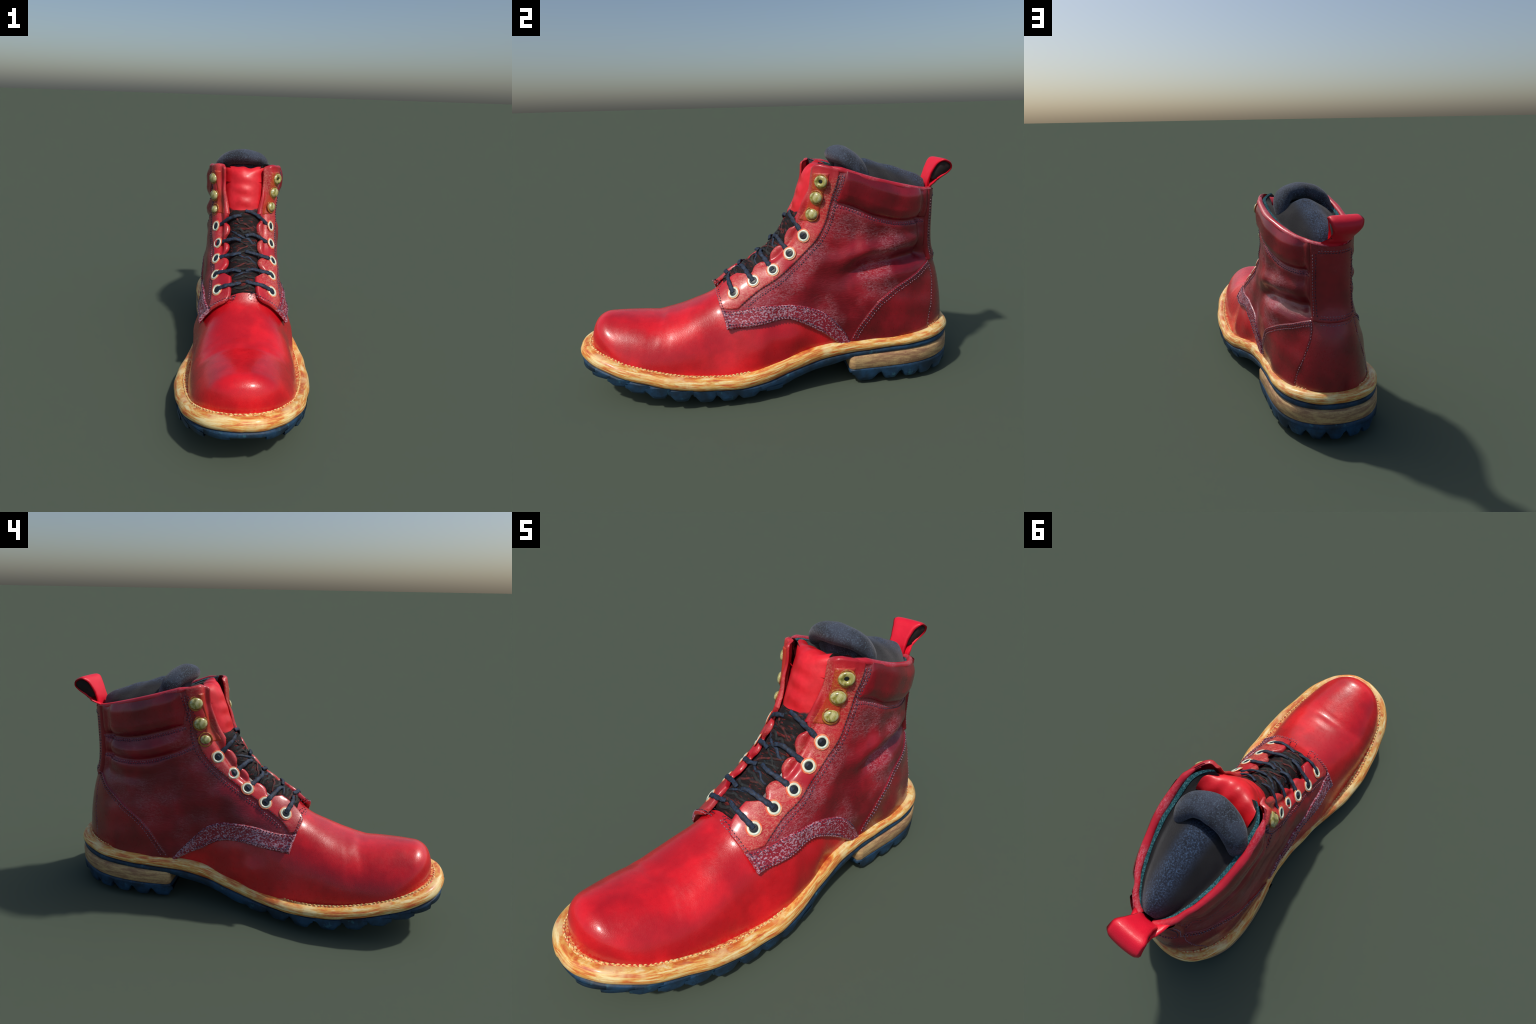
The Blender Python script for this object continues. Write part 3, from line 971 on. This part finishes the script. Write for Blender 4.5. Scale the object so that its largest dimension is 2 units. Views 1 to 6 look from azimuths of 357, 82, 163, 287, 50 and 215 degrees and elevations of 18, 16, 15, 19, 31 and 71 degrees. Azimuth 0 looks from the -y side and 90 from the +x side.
def lug(i, width, ztop, ztip, depth=.15, inset=.006, rim=.68):
    """i: outline index; width along the outline; ztop: root height, ztip: tip height."""
    step = np.linalg.norm(np.roll(OUT, -1, 0) - OUT, axis=1).mean()
    na = 13
    offs = np.linspace(-.62, .62, na) * width
    nd = 10
    rows = []
    for o in offs:
        q = i + o / step
        i0 = int(math.floor(q)) % 420
        f = q - math.floor(q)
        p = OUT[i0] * (1 - f) + OUT[(i0 + 1) % 420] * f
        nn = ON[i0] * (1 - f) + ON[(i0 + 1) % 420] * f
        t = abs(o) / (.62 * width)
        prof = (1 - sstep(.38, 1.0, t))
        h = ztop + (ztip - ztop) * prof
        col = []
        for k in range(nd):
            a = k / (nd - 1)
            ins = inset + .016 * prof * (1 - math.cos(min(a / .25, 1) * 1.57)) * 0 + a * depth
            # outer face first goes down, then the sole of the lug runs inwards
            col.append((ins, h))
        face = [(inset - .003, ztop + .02), (inset - .001, ztop + (h - ztop) * rim * .4), (inset + .004 * prof, ztop + (h - ztop) * rim * .75), (inset + .018 * prof, ztop + (h - ztop) * rim)]
        col = face + [(inset + .03 * prof + a * depth, ztop + (h - ztop) * (rim + (1 - rim) * min(1, .15 + a * 1.6))) for a in np.linspace(.05, 1, 6)] + [(inset + depth + .035, ztop + .02)]
        rows.append([(p[0] - nn[0] * c, p[1] - nn[1] * c, zz) for c, zz in col])
    R = np.array(rows)
    idx = np.arange(R.shape[0] * R.shape[1]).reshape(R.shape[:2])
    F = [(idx[a, b], idx[a, b + 1], idx[a + 1, b + 1], idx[a + 1, b]) for a in range(R.shape[0] - 1) for b in range(R.shape[1] - 1)]
    return make_mesh('lug', R.reshape(-1, 3), F, M_RUBBER, True, boot)


TIP = table([(-1, .178), (-.9, .155), (-.8, .108), (-.7, .07), (-.6, .038), (-.5, .022), (-.4, .011), (-.3, .008), (-.2, .010), (-.1, .028), (0, .045), (.1, .085)])
HTIP = table([(.3, .004), (.45, .002), (.6, .004), (.7, .008), (.8, .010), (.9, .013), (1.02, .014)])
for s, ys in ((1, (-.955, -.885, -.80, -.70, -.60, -.49, -.375, -.265, -.16, -.03)), (-1, (-.975, -.905, -.82, -.711, -.606, -.484, -.352, -.225, -.115))):
    for y in ys:
        i = outline_at(y, s)
        lug(i, .098 if y < -.05 else .07, SLAB_B(OUT[i, 1]) + .006, max(TIP(OUT[i, 1]), .0) if y < -.05 else .05)
for s, ys in ((1, (.46, .60, .705, .80, .885)), (-1, (.415, .524, .644, .75, .845))):
    for j, y in enumerate(ys):
        i = outline_at(y, s)
        lug(i, (.125 if s == 1 else .10) if j == 0 else .088, HV(OUT[i, 1]) + .004, HTIP(OUT[i, 1]), depth=.13, inset=.001, rim=.85)
for x in (-.16, -.07, .03, .12):
    i = int(np.argmin(np.abs(OUT[:, 0] - x) + (OUT[:, 1] < .6) * 9))
    lug(i, .075, HV(OUT[i, 1]) + .004, HTIP(OUT[i, 1]), depth=.13, inset=.001, rim=.85)

# ------------------------------------------------------------------ rim, lining, tongue padding


def rim_point(a, off_out=0., drop=0.):
    pass


rimR = np.stack([XR[-1], GY[-1], GZ[-1]], 1)
rimL = np.stack([XL[-1], GY[-1], GZ[-1]], 1)
nrmR, nrmL = BASE_N[idR[-1]], BASE_N[idL[-1]]


RIDGE = table([(.24, 1.02), (.34, 1.045), (.42, 1.118), (.482, 1.148), (.545, 1.138), (.60, 1.120), (.69, 1.094), (.75, 1.074), (.81, 1.046), (.86, 1.008), (.9, .985)])


def lining_dome():
    """Fleece filling the mouth of the shaft: a ridge from tongue to heel, sloping to the rim on both sides."""
    sel = np.where((DT[-1] > .03) & (DB[-1] > .012))[0]
    sel = sel[np.linspace(0, len(sel) - 1, 80).astype(int)]
    k = K_ST - 1
    R = BASE_V[idR[k, sel]] - BASE_N[idR[k, sel]] * .012
    L = BASE_V[idL[k, sel]] - BASE_N[idL[k, sel]] * .012
    aa = np.linspace(0, 1, 61)
    V = np.zeros((80, 61, 3))
    for n, a in enumerate(aa):
        q = 2 * a - 1
        P = R * (1 - a) + L * a
        edge = P[:, 2] - .004
        bulge = np.clip(1 - q * q, 0, 1) ** 1.7 + .12 * np.clip(1 - q * q, 0, 1) ** 4 - .12
        bulge = np.clip(bulge, 0, 1) + .10 * (1 - np.abs(q)) ** .5 * (np.abs(q) > .8) * 0
        P[:, 2] = edge + (RIDGE(P[:, 1]) - edge) * bulge - .010 * bump(np.abs(q), .82, .10)
        V[:, n] = P
    V[:, :, 2] += .003 * np.sin(V[:, :, 1] * 41) * np.sin(V[:, :, 0] * 37 + 1)
    return V


DOME = lining_dome()
idx = np.arange(80 * 61).reshape(80, 61)
quads = lambda id_: [(id_[a, b], id_[a, b + 1], id_[a + 1, b + 1], id_[a + 1, b]) for a in range(id_.shape[0] - 1) for b in range(id_.shape[1] - 1)]
make_mesh('lining', DOME.reshape(-1, 3), quads(idx), M_LINING, True, boot)
for cols in (slice(0, 4), slice(57, 61)):
    Q = DOME[:, cols].copy()
    Q[:, :, 2] += .003
    make_mesh('lining_edge', Q.reshape(-1, 3), quads(np.arange(80 * 4).reshape(80, 4)), M_LINRIM, True, boot)


def rim_binding(side):
    """Rolled leather lip between outer collar and lining."""
    k = K_ST - 1
    ids = idR[k] if side == 1 else idL[k]
    P, N, D = BASE_V[ids], BASE_N[ids], BASE_D[ids]
    sel = (D[:, 0] > .062) & (np.abs(P[:, 0] - centre(P[:, 1], 0)) > .03)
    P, N, D = P[sel], N[sel], D[sel]
    lift = flap_lift(P, np.full(len(P), side), D) + relief(P, np.full(len(P), side), D)
    lift = np.convolve(np.pad(lift, 4, mode='edge'), np.ones(9) / 9, 'valid')
    out = .020 + lift
    mid = resample(P + N * ((out - .014) / 2)[:, None] - np.array([0, 0, .005]), 90)
    rn = resample(np.stack([(out + .014) / 2, out], 1), 90)[:, 0]
    nn = resample(N, 90)
    V, F = tube(mid, .015, rn, nn, 16, taper=np.clip(np.arange(90) / 10., .3, 1))
    return make_mesh('collar_binding', V, F, M_BIND, True, boot)


rim_binding(1)
rim_binding(-1)

# upper tongue: a padded, wrinkled leather pillow that rolls back at its top towards the padding
prof = spline([(.104, .85), (.128, .90), (.150, .96), (.173, 1.03), (.190, 1.075), (.208, 1.108), (.238, 1.121), (.28, 1.113), (.315, 1.090), (.345, 1.0)], 60)
pt = np.gradient(prof, axis=0)
pt /= np.linalg.norm(pt, axis=1, keepdims=True)
V = []
for a_ in np.linspace(-1, 1, 61):
    q = abs(a_)
    for k, (y, z) in enumerate(prof):
        t = k / 59
        roll = sstep(.5, .72, t)
        x = a_ * (.108 + .028 * roll) + .006
        puff = .010 * math.exp(-(x / .06) ** 2) * sstep(0, .2, t) * sstep(.9, .6, t)
        wr = .0028 * math.sin(z * 95 + 12 * x) * math.exp(-(x / .05) ** 2) * (1 - roll) * sstep(0, .15, t)
        wr += roll * (.005 * math.sin(x * 46 + 5 * t) + .004 * math.sin(x * 85 - 9 * t + 1)) * (1 - .5 * q)
        n = puff + wr
        V.append((x, y - pt[k, 1] * n + .045 * q ** 3 * (1 - .6 * roll), z + pt[k, 0] * n + .020 * q ** 2 * roll))
idx = np.arange(61 * 60).reshape(61, 60)
F = [(idx[a, b], idx[a + 1, b], idx[a + 1, b + 1], idx[a, b + 1]) for a in range(60) for b in range(59)]
make_mesh('tongue_flap', V, F, M_TONGUE, True, tongue)

# padded tongue end: a dark crescent roll rising out of the shaft
crest = spline([(.118, .485, .97), (.124, .468, 1.06), (.118, .435, 1.12), (.09, .397, 1.158), (.03, .370, 1.174), (-.03, .368, 1.175), (-.085, .380, 1.163),
                (-.128, .405, 1.125), (-.148, .43, 1.06), (-.148, .445, .97)], 70)
cc = np.array([-.01, .60, 1.05])
outw = crest - cc
rr = np.interp(np.linspace(0, 1, 70), [0, .12, .3, .5, .7, .88, 1], [.015, .022, .036, .046, .038, .024, .016])
V, F = tube(crest, rr * 1.0, rr * 1.42, outw * np.array([1, 1, .15]), 20)
pad = make_mesh('tongue_padding', V, F, M_PAD, True, tongue)
# its skirt, running down behind the leather tongue
rows = []
for d, ins in ((0, 0), (.05, .004), (.1, .0), (.16, -.015), (.24, -.04), (.34, -.10)):
    r = crest[4:-4].copy()
    r[:, 2] -= d
    r[:, 1] += ins - .012
    rows.append(r)
R = np.array(rows)
idx = np.arange(R.shape[0] * R.shape[1]).reshape(R.shape[:2])
F = [(idx[a, b], idx[a, b + 1], idx[a + 1, b + 1], idx[a + 1, b]) for a in range(R.shape[0] - 1) for b in range(R.shape[1] - 1)]
sk = make_mesh('tongue_lining', R.reshape(-1, 3), F, M_PAD, True, tongue)

# ------------------------------------------------------------------ pull tab
loop = spline([(.884, .950), (.883, .965), (.886, .983), (.898, 1.010), (.928, 1.040), (.956, 1.063), (.970, 1.086), (.962, 1.108), (.94, 1.123), (.918, 1.127), (.898, 1.115),
               (.880, 1.085), (.866, 1.05), (.858, 1.015), (.857, .985), (.860, .94)], 70)
wid = np.interp(np.linspace(0, 1, 70), [0, .1, .18, .3, .45, .55, .62, .74, .9, 1], [.092, .084, .060, .064, .086, .080, .064, .052, .050, .050])
sag = np.interp(np.linspace(0, 1, 70), [0, .1, .18, .3, .6, .75, 1], [.034, .034, .02, .006, .004, .004, .01])
V, nx = [], 13
lt = np.gradient(loop, axis=0)
lt /= np.linalg.norm(lt, axis=1, keepdims=True)
ln = np.stack([lt[:, 1], -lt[:, 0]], 1)
if ((ln * (loop - np.array([.93, 1.07]))).sum(1)[10:60]).sum() < 0:
    ln = -ln
cxs = -.030


def shaft_back(x, z):
    """y of the shaft's rear surface at width x."""
    yb = np.interp(z, BACK[:, 1], BACK[:, 0])
    side = 1 if x > -.014 else -1
    w = WIDTH[side](np.array([.8]), np.array([z]))[0] - (.014 if side < 0 else -.014)
    g = min(abs(x + .014) / w, .95)
    return yb - (1 - math.sqrt(1 - g * g)) * .45


for layer in (.008, -.008):
    for i in range(70):
        for a in np.linspace(-1, 1, nx):
            e = layer * math.sqrt(max(0, 1 - abs(a) ** 6)) if abs(a) < 1 else 0
            x_ = cxs + a * wid[i]
            root = sstep(.155, .09, i / 69)
            y_ = (1 - root) * (loop[i, 0] - sag[i] * a * a) + root * (shaft_back(x_, min(loop[i, 1], .985)) + .012)
            V.append((x_, y_ + ln[i, 0] * e, loop[i, 1] + ln[i, 1] * e))
n = 70 * nx
idx = np.arange(n).reshape(70, nx)
F = []
for a in range(69):
    for b in range(nx - 1):
        F.append((idx[a, b], idx[a, b + 1], idx[a + 1, b + 1], idx[a + 1, b]))
        F.append((n + idx[a, b], n + idx[a + 1, b], n + idx[a + 1, b + 1], n + idx[a, b + 1]))
    for b in (0, nx - 1):
        q = (idx[a, b], idx[a + 1, b], n + idx[a + 1, b], n + idx[a, b])
        F.append(q if b == 0 else q[::-1])
tab = make_mesh('pull_tab', V, F, M_TAB, True, boot)
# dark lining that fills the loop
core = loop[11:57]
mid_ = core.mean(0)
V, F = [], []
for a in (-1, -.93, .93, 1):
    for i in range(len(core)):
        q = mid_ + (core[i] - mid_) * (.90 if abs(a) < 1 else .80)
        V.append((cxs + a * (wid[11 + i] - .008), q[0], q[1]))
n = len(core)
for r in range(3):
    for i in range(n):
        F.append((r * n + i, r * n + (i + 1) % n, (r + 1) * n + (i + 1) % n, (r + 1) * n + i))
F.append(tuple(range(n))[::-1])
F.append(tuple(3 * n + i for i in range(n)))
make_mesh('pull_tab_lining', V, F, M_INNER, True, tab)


# ------------------------------------------------------------------ surface lookup for small parts
def surface_at(y, z, side, h=0., with_lift=True):
    e = .004
    f = lambda a, b: last_x(np.array([a]), np.array([b]), side)[0]
    x = f(y, z)
    n = np.array([1., -(f(y + e, z) - f(y - e, z)) / (2 * e), -(f(y, z + e) - f(y, z - e)) / (2 * e)])
    n = n * side if side > 0 else np.array([-1., (f(y + e, z) - f(y - e, z)) / (2 * e), (f(y, z + e) - f(y, z - e)) / (2 * e)])
    n /= np.linalg.norm(n)
    P = np.array([[x, y, z]])
    D = np.array([[smooth_distance(np.array([y]), np.array([z]), TOP)[0], smooth_distance(np.array([y]), np.array([z]), BACK)[0]]])
    S = np.array([side])
    k = h + relief(P, S, D)[0] + (flap_lift(P, S, D)[0] if with_lift else 0)
    return P[0] + n * k, n


def surface_many(Q, side, h=0., with_lift=True):
    y, z = Q[:, 0], Q[:, 1]
    e = .004
    f = lambda a, b: last_x(a, b, side)
    x = f(y, z)
    gy = (f(y + e, z) - f(y - e, z)) / (2 * e)
    gz = (f(y, z + e) - f(y, z - e)) / (2 * e)
    N = np.stack([np.ones(len(y)), -gy, -gz], 1) * side
    N /= np.linalg.norm(N, axis=1, keepdims=True)
    P = np.stack([x, y, z], 1)
    D = np.stack([smooth_distance(y, z, TOP), smooth_distance(y, z, BACK)], 1)
    S = np.full(len(y), side)
    k = h + relief(P, S, D)
    if with_lift:
        k = k + flap_lift(P, S, D)
    return P + N * k[:, None], N


from mathutils.bvhtree import BVHTree
from mathutils import Vector


def skin(*names):
    """Ray-cast tree over the finished leather pieces."""
    V, T, base = [], [], 0
    for ob in bpy.data.objects:
        if ob.type == 'MESH' and ob.name.split('.')[0] in names:
            me = ob.data
            co = np.empty(len(me.vertices) * 3)
            me.vertices.foreach_get('co', co)
            ix = np.empty(len(me.loops), np.int32)
            me.loops.foreach_get('vertex_index', ix)
            V.append(co.reshape(-1, 3))
            T.append(ix.reshape(-1, 3) + base)
            base += len(me.vertices)
    return BVHTree.FromPolygons(np.vstack(V).tolist(), np.vstack(T).tolist())


SKIN = skin('quarter', 'eyestay', 'strap', 'collar', 'heel_counter', 'back_strip', 'heel_piece', 'hook_patch')


def drop(p, n, reach=.05):
    """Nearest point of the leather straight below p + n * reach."""
    hit = SKIN.ray_cast(Vector(p + n * reach), Vector(-n), reach * 2.2)
    return np.array(hit[0]) if hit[0] is not None else p


# ------------------------------------------------------------------ eyelets, hooks, laces
def frame(n, up=(0, 0, 1)):
    n = n / np.linalg.norm(n)
    u = np.array(up) - n * np.dot(up, n)
    u /= np.linalg.norm(u)
    return np.stack([np.cross(u, n), u, n], 1)     # columns: right, up, normal


def torus_mesh(R, r, flat=1.):
    a = np.linspace(0, 2 * math.pi, 36, endpoint=False)
    b = np.linspace(0, 2 * math.pi, 12, endpoint=False)
    V = [((R + r * math.cos(q)) * math.cos(p), (R + r * math.cos(q)) * math.sin(p), r * flat * math.sin(q)) for p in a for q in b]
    F = [(i * 12 + j, ((i + 1) % 36) * 12 + j, ((i + 1) % 36) * 12 + (j + 1) % 12, i * 12 + (j + 1) % 12) for i in range(36) for j in range(12)]
    return V, F


def dome_mesh(rx, ry, h, n=24, m=9, power=1.):
    V, F = [], []
    for i in range(m):
        t = i / (m - 1) * math.pi / 2
        for j in range(n):
            a = j / n * 2 * math.pi
            V.append((rx * math.cos(t) ** power * math.cos(a), ry * math.cos(t) ** power * math.sin(a), h * math.sin(t)))
    for i in range(m - 1):
        for j in range(n):
            F.append((i * n + j, i * n + (j + 1) % n, (i + 1) * n + (j + 1) % n, (i + 1) * n + j))
    return V, F


def template(name, vf, mat):
    ob = make_mesh(name, vf[0], vf[1], mat, True)
    me = ob.data
    bpy.data.objects.remove(ob)
    return me


ME_RING = template('eyelet_ring', torus_mesh(.0235, .0055, .8), M_EYELET)
ME_HOLE = template('eyelet_hole', dome_mesh(.021, .021, .0035), M_HOLE)
ME_HALO = template('eyelet_halo', torus_mesh(.0305, .0042, .5), M_HALO)
ME_HOOK = template('lace_hook', dome_mesh(.033, .028, .016, power=.7), M_HOOK)
ME_PLATE = template('hook_plate', torus_mesh(.033, .0045, .8), M_HOOKRIM)
ME_HRING = template('hook_ring', torus_mesh(.018, .010, .8), M_HOOK)


def place(name, me, pos, R, parent, scale=(1, 1, 1)):
    import mathutils
    ob = bpy.data.objects.new(name, me)
    bpy.context.scene.collection.objects.link(ob)
    ob.parent = parent
    M = mathutils.Matrix([[R[i, j] * scale[j] for j in range(3)] + [pos[i]] for i in range(3)] + [[0, 0, 0, 1]])
    ob.matrix_world = M
    return ob


HOOKS = {1: [(.232, 1.068), (.212, .990), (.194, .908)], -1: [(.239, 1.063), (.220, .965), (.198, .885)]}
lace_ends = {1: [], -1: []}
for s in (1, -1):
    for (y, z) in EYELETS[s]:
        q = np.array([y, z])
        for _ in range(4):
            p, n = surface_at(q[0], q[1], s, .021)
            q = q + .8 * (np.array([y, z]) - p[1:])
        p = drop(p, n) + n * .001
        R = frame(n)
        place('eyelet_halo', ME_HALO, p - n * .0005, R, boot)
        e = place('eyelet', ME_RING, p, R, boot)
        place('eyelet_hole', ME_HOLE, p - n * .001, R, boot)
        lace_ends[s].append((p, n))
    for j, (y, z) in enumerate(HOOKS[s]):
        q = np.array([y, z])
        for _ in range(4):
            p, n = surface_at(q[0], q[1], s, .022)
            q = q + .8 * (np.array([y, z]) - p[1:])
        p = drop(p, n)
        R = frame(n)
        place('hook_plate', ME_PLATE, p, R, boot)
        if s == 1 and j == 0:
            place('lace_hook', ME_HRING, p + n * .006, R, boot, (1.2, 1.05, 1))
            place('eyelet_hole', ME_HOLE, p + n * .003, R, boot, (.6, .6, 1))
        else:
            k = 1 if j < 2 else (.95 if s == 1 else .8)
            place('lace_hook', ME_HOOK, p + n * .003, R, boot, (k, k, 1))

# laces: from each eyelet over the flap edge, across the tongue
rows_top = []


def top_point(t_y):
    """Point on the throat line of the last for a given y."""
    return float(np.interp(t_y, TOP[:, 0], TOP[:, 1]))


TT = np.gradient(TOP, axis=0)
TT /= np.linalg.norm(TT, axis=1, keepdims=True)
TNRM = np.stack([-TT[:, 1], TT[:, 0]], 1)


def throat_at(y, lift):
    i = int(np.argmin(np.abs(TOP[:, 0] - y) + (TOP[:, 1] < .45) * 9))
    q = TOP[i] + TNRM[i] * lift
    return np.array([0, q[0], q[1]]), np.array([0, TNRM[i, 0], TNRM[i, 1]])


# the matted lacing: a dark lumpy band of cord filling the throat
tm = np.linspace(0, 1, 150)
sel = (TOP[:, 1] > .535) & (TOP[:, 1] < .905)
mt = resample(TOP[sel], 150)
mn_ = resample(TNRM[sel], 150)
V = []
for k in range(150):
    end = min(1, tm[k] / .05, (1 - tm[k]) / .06)
    for a in np.linspace(-1, 1, 41):
        wob = .5 * math.sin(k * .50 + 1.6 * math.sin(a * 3 + k * .11)) + .5 * math.sin(k * .93 - 2.5 * a + 1.3 * math.sin(k * .07))
        h = (.014 * (1 - abs(a) ** 2.6) ** .7 + .0035 * wob * (1 - a * a)) * end ** .5 - .030 * abs(a) ** 3 - .004
        V.append((a * (.094 - .012 * math.sin(math.pi * tm[k])) + .004, mt[k, 0] + mn_[k, 0] * h, mt[k, 1] + mn_[k, 1] * h))
idx = np.arange(150 * 41).reshape(150, 41)
make_mesh('lace_mat', V, quads(idx), M_MAT, True, boot)
# cords that can be told apart: from each eyelet over the flap's edge onto the mat
for s_ in (1, -1):
    for j, (p0, n0) in enumerate(lace_ends[s_]):
        c, cn = throat_at(p0[1] - (.035 if j < 4 else .005), .016)
        def over(f):
            a = p0 * (1 - f) + (c + np.array([s_ * .05, 0, 0])) * f
            return drop(a, n0, .06) + n0 * .005
        e2 = c + np.array([s_ * .05, 0, 0])
        e3 = c + np.array([s_ * .012, .008 * (-1) ** j, .006 * (-1) ** j])
        path = spline([p0 - n0 * .001, over(.3), over(.6), e2, e3], 40)
        t = np.linspace(0, 1, 40)[:, None]
        w = .0135 - .004 * t[:, 0] + .0012 * np.sin(np.linspace(0, 26, 40) + j)
        V, F = tube(path, w, w * .5, n0 * (1 - t) + cn * t, 10)
        make_mesh('lace', V, F, M_LACE, True, boot)
for k in range(14):
    y0 = -.225 + .0235 * k
    dy = RNG.uniform(-.035, .035)
    pts = []
    for a in np.linspace(-1, 1, 7):
        c, cn = throat_at(y0 + dy * a + RNG.uniform(-.006, .006), .0)
        pts.append(c + np.array([a * .07 + .004, 0, 0]) + cn * (.011 * (1 - abs(a) ** 2.6) - .018 * abs(a) ** 3))
    V, F = tube(spline(pts, 30), RNG.uniform(.005, .009), .0035, cn, 8)
    make_mesh('lace_strand', V, F, (M_LACE_DARK, M_LACE_RED, M_LACE_DARK, M_LACE)[k % 4], True, boot)


# ------------------------------------------------------------------ stitching
def stitch_rows(rows, name, mat, length=.0085, gap=.0065, r=.0021, on_skin=True):
    """Small capsules along each (points, normals) row, joined into one mesh."""
    VV, FF, base = [], [], 0
    for P, N in rows:
        s = np.r_[0, np.cumsum(np.linalg.norm(np.diff(P, axis=0), axis=1))]
        q = 0.
        while q + length < s[-1]:
            t = np.linspace(q, q + length, 4)
            pts = np.stack([np.interp(t, s, P[:, i]) for i in range(3)], 1)
            nn = np.stack([np.interp(t, s, N[:, i]) for i in range(3)], 1)
            if on_skin:
                pts = np.array([drop(a, b / np.linalg.norm(b), .03) for a, b in zip(pts, nn)])
            jit = RNG.normal(0, .0006, 3)
            pts = pts + nn * np.array([[.0002], [.0018], [.0018], [.0002]]) + jit
            V, F = tube(pts, r, r * .8, nn, 6, taper=np.array([.5, 1, 1, .5]))
            VV.append(V)
            FF += [tuple(i + base for i in f) for f in F]
            base += len(V)
            q += length + gap * (1 + RNG.uniform(-.2, .2))
    ob = make_mesh(name, np.vstack(VV), FF, mat, True, boot)
    ob['kind'] = 'stuff'
    return ob


def shift_line(Q, d):
    t = np.gradient(Q, axis=0)
    t /= np.linalg.norm(t, axis=1, keepdims=True)
    return Q + np.stack([-t[:, 1], t[:, 0]], 1) * d


pale_rows, dark_rows = [], []


def add(line, s, d, h, rows, lo=-9, hi=9, zlo=-9, zhi=9, lift=True):
    Q = shift_line(LINE[line][s], d)
    m = (Q[:, 0] > lo) & (Q[:, 0] < hi) & (Q[:, 1] > zlo) & (Q[:, 1] < zhi)
    Q = Q[m]
    if len(Q) > 4:
        rows.append(surface_many(resample(Q, 90), s, h, lift))


for s in (1, -1):
    for d, rows in ((-.010, pale_rows), (-.020, dark_rows), (-.031, pale_rows)):
        add('counter', s, d, .018, rows, hi=.84, zlo=.255, lift=False)
    add('collar', s, -.010, .014, pale_rows, lo=.29, hi=.80)
    add('collar', s, -.018, .014, dark_rows, lo=.29, hi=.80)
    add('eyestay', s, .010, .021, pale_rows, zhi=1.10, zlo=.46)
    add('eyestay', s, .019, .021, dark_rows, zhi=1.10, zlo=.46)
    add('eyestay', s, -.006, .014, dark_rows, zhi=1.10, zlo=.46)
    add('collar_front', s, -.008, .023, dark_rows, zlo=.97, zhi=1.10)
    add('collar_front', s, -.018, .023, pale_rows, zlo=.97, zhi=1.10)
    add('strap_top', s, -.008, .0215, dark_rows, lo=-.245, hi=.34, zlo=.28)
    add('strap_top', s, -.018, .0225, pale_rows, lo=-.245, hi=.32, zlo=.28)
    add('strap_low', s, .009, .0215, pale_rows, lo=-.235, hi=.25, zlo=.28)
    add('strap_low', s, .018, .0225, dark_rows, lo=-.235, hi=.25, zlo=.28)
    add('front', s, -.010, .022, pale_rows, zlo=.37, zhi=.57)
    add('front', s, -.019, .022, dark_rows, zlo=.37, zhi=.57)
for d, rows in ((-.010, pale_rows), (-.018, dark_rows)):
    add('collar_two', -1, d, .014, rows, lo=.25, hi=.80)


def back_row(side, w, z0, z1, h, rows, widen=0.):
    zz = np.linspace(z0, z1, 80)
    pts, nr = [], []
    ids = idR if side == 1 else idL
    flat = ids.ravel()
    sel = flat[BASE_V[flat, 1] > .6]
    for z in zz:
        ww = w + widen * sstep(.6, .25, z)
        c = np.argmin((np.abs(np.abs(BASE_V[sel, 0] - centre(BASE_V[sel, 1], 0)) - ww)) ** 2 + (BASE_V[sel, 2] - z) ** 2 + (BASE_D[sel, 1] > .3) * 9)
        pts.append(BASE_V[sel[c]] + BASE_N[sel[c]] * h)
        nr.append(BASE_N[sel[c]])
    pts, nr = np.array(pts), np.array(nr)
    k = np.ones(7) / 7
    for i in range(3):
        pts[:, i] = np.convolve(np.pad(pts[:, i], 3, mode='reflect', reflect_type='odd'), k, 'valid')
    rows.append((pts, nr))


for s in (1, -1):
    back_row(s, .084, .63, .95, .025, pale_rows)
    back_row(s, .075, .63, .95, .025, dark_rows)
    back_row(s, .100, .28, .60, .018, pale_rows, .08)
for z, h, rows in ((.640, .026, pale_rows), (.628, .026, dark_rows), (.596, .018, pale_rows), (.958, .033, pale_rows), (.948, .033, dark_rows)):
    xs = np.linspace(-.10, .072, 60)
    P = np.array([(x, shaft_back(x, z) + h, z) for x in xs])
    rows.append((P, np.tile([0., 1., 0.], (60, 1))))
stitch_rows(pale_rows, 'pale_stitching', M_THREAD)
stitch_rows(dark_rows, 'dark_stitching', M_THREAD_DARK)
wp = ring(.050, wt + .0035)
wp = np.vstack([wp, wp[:1]])
stitch_rows([(wp, np.tile([0., 0., 1.], (len(wp), 1)))], 'welt_stitching', M_WELT_THREAD, .013, .006, .0034, False)
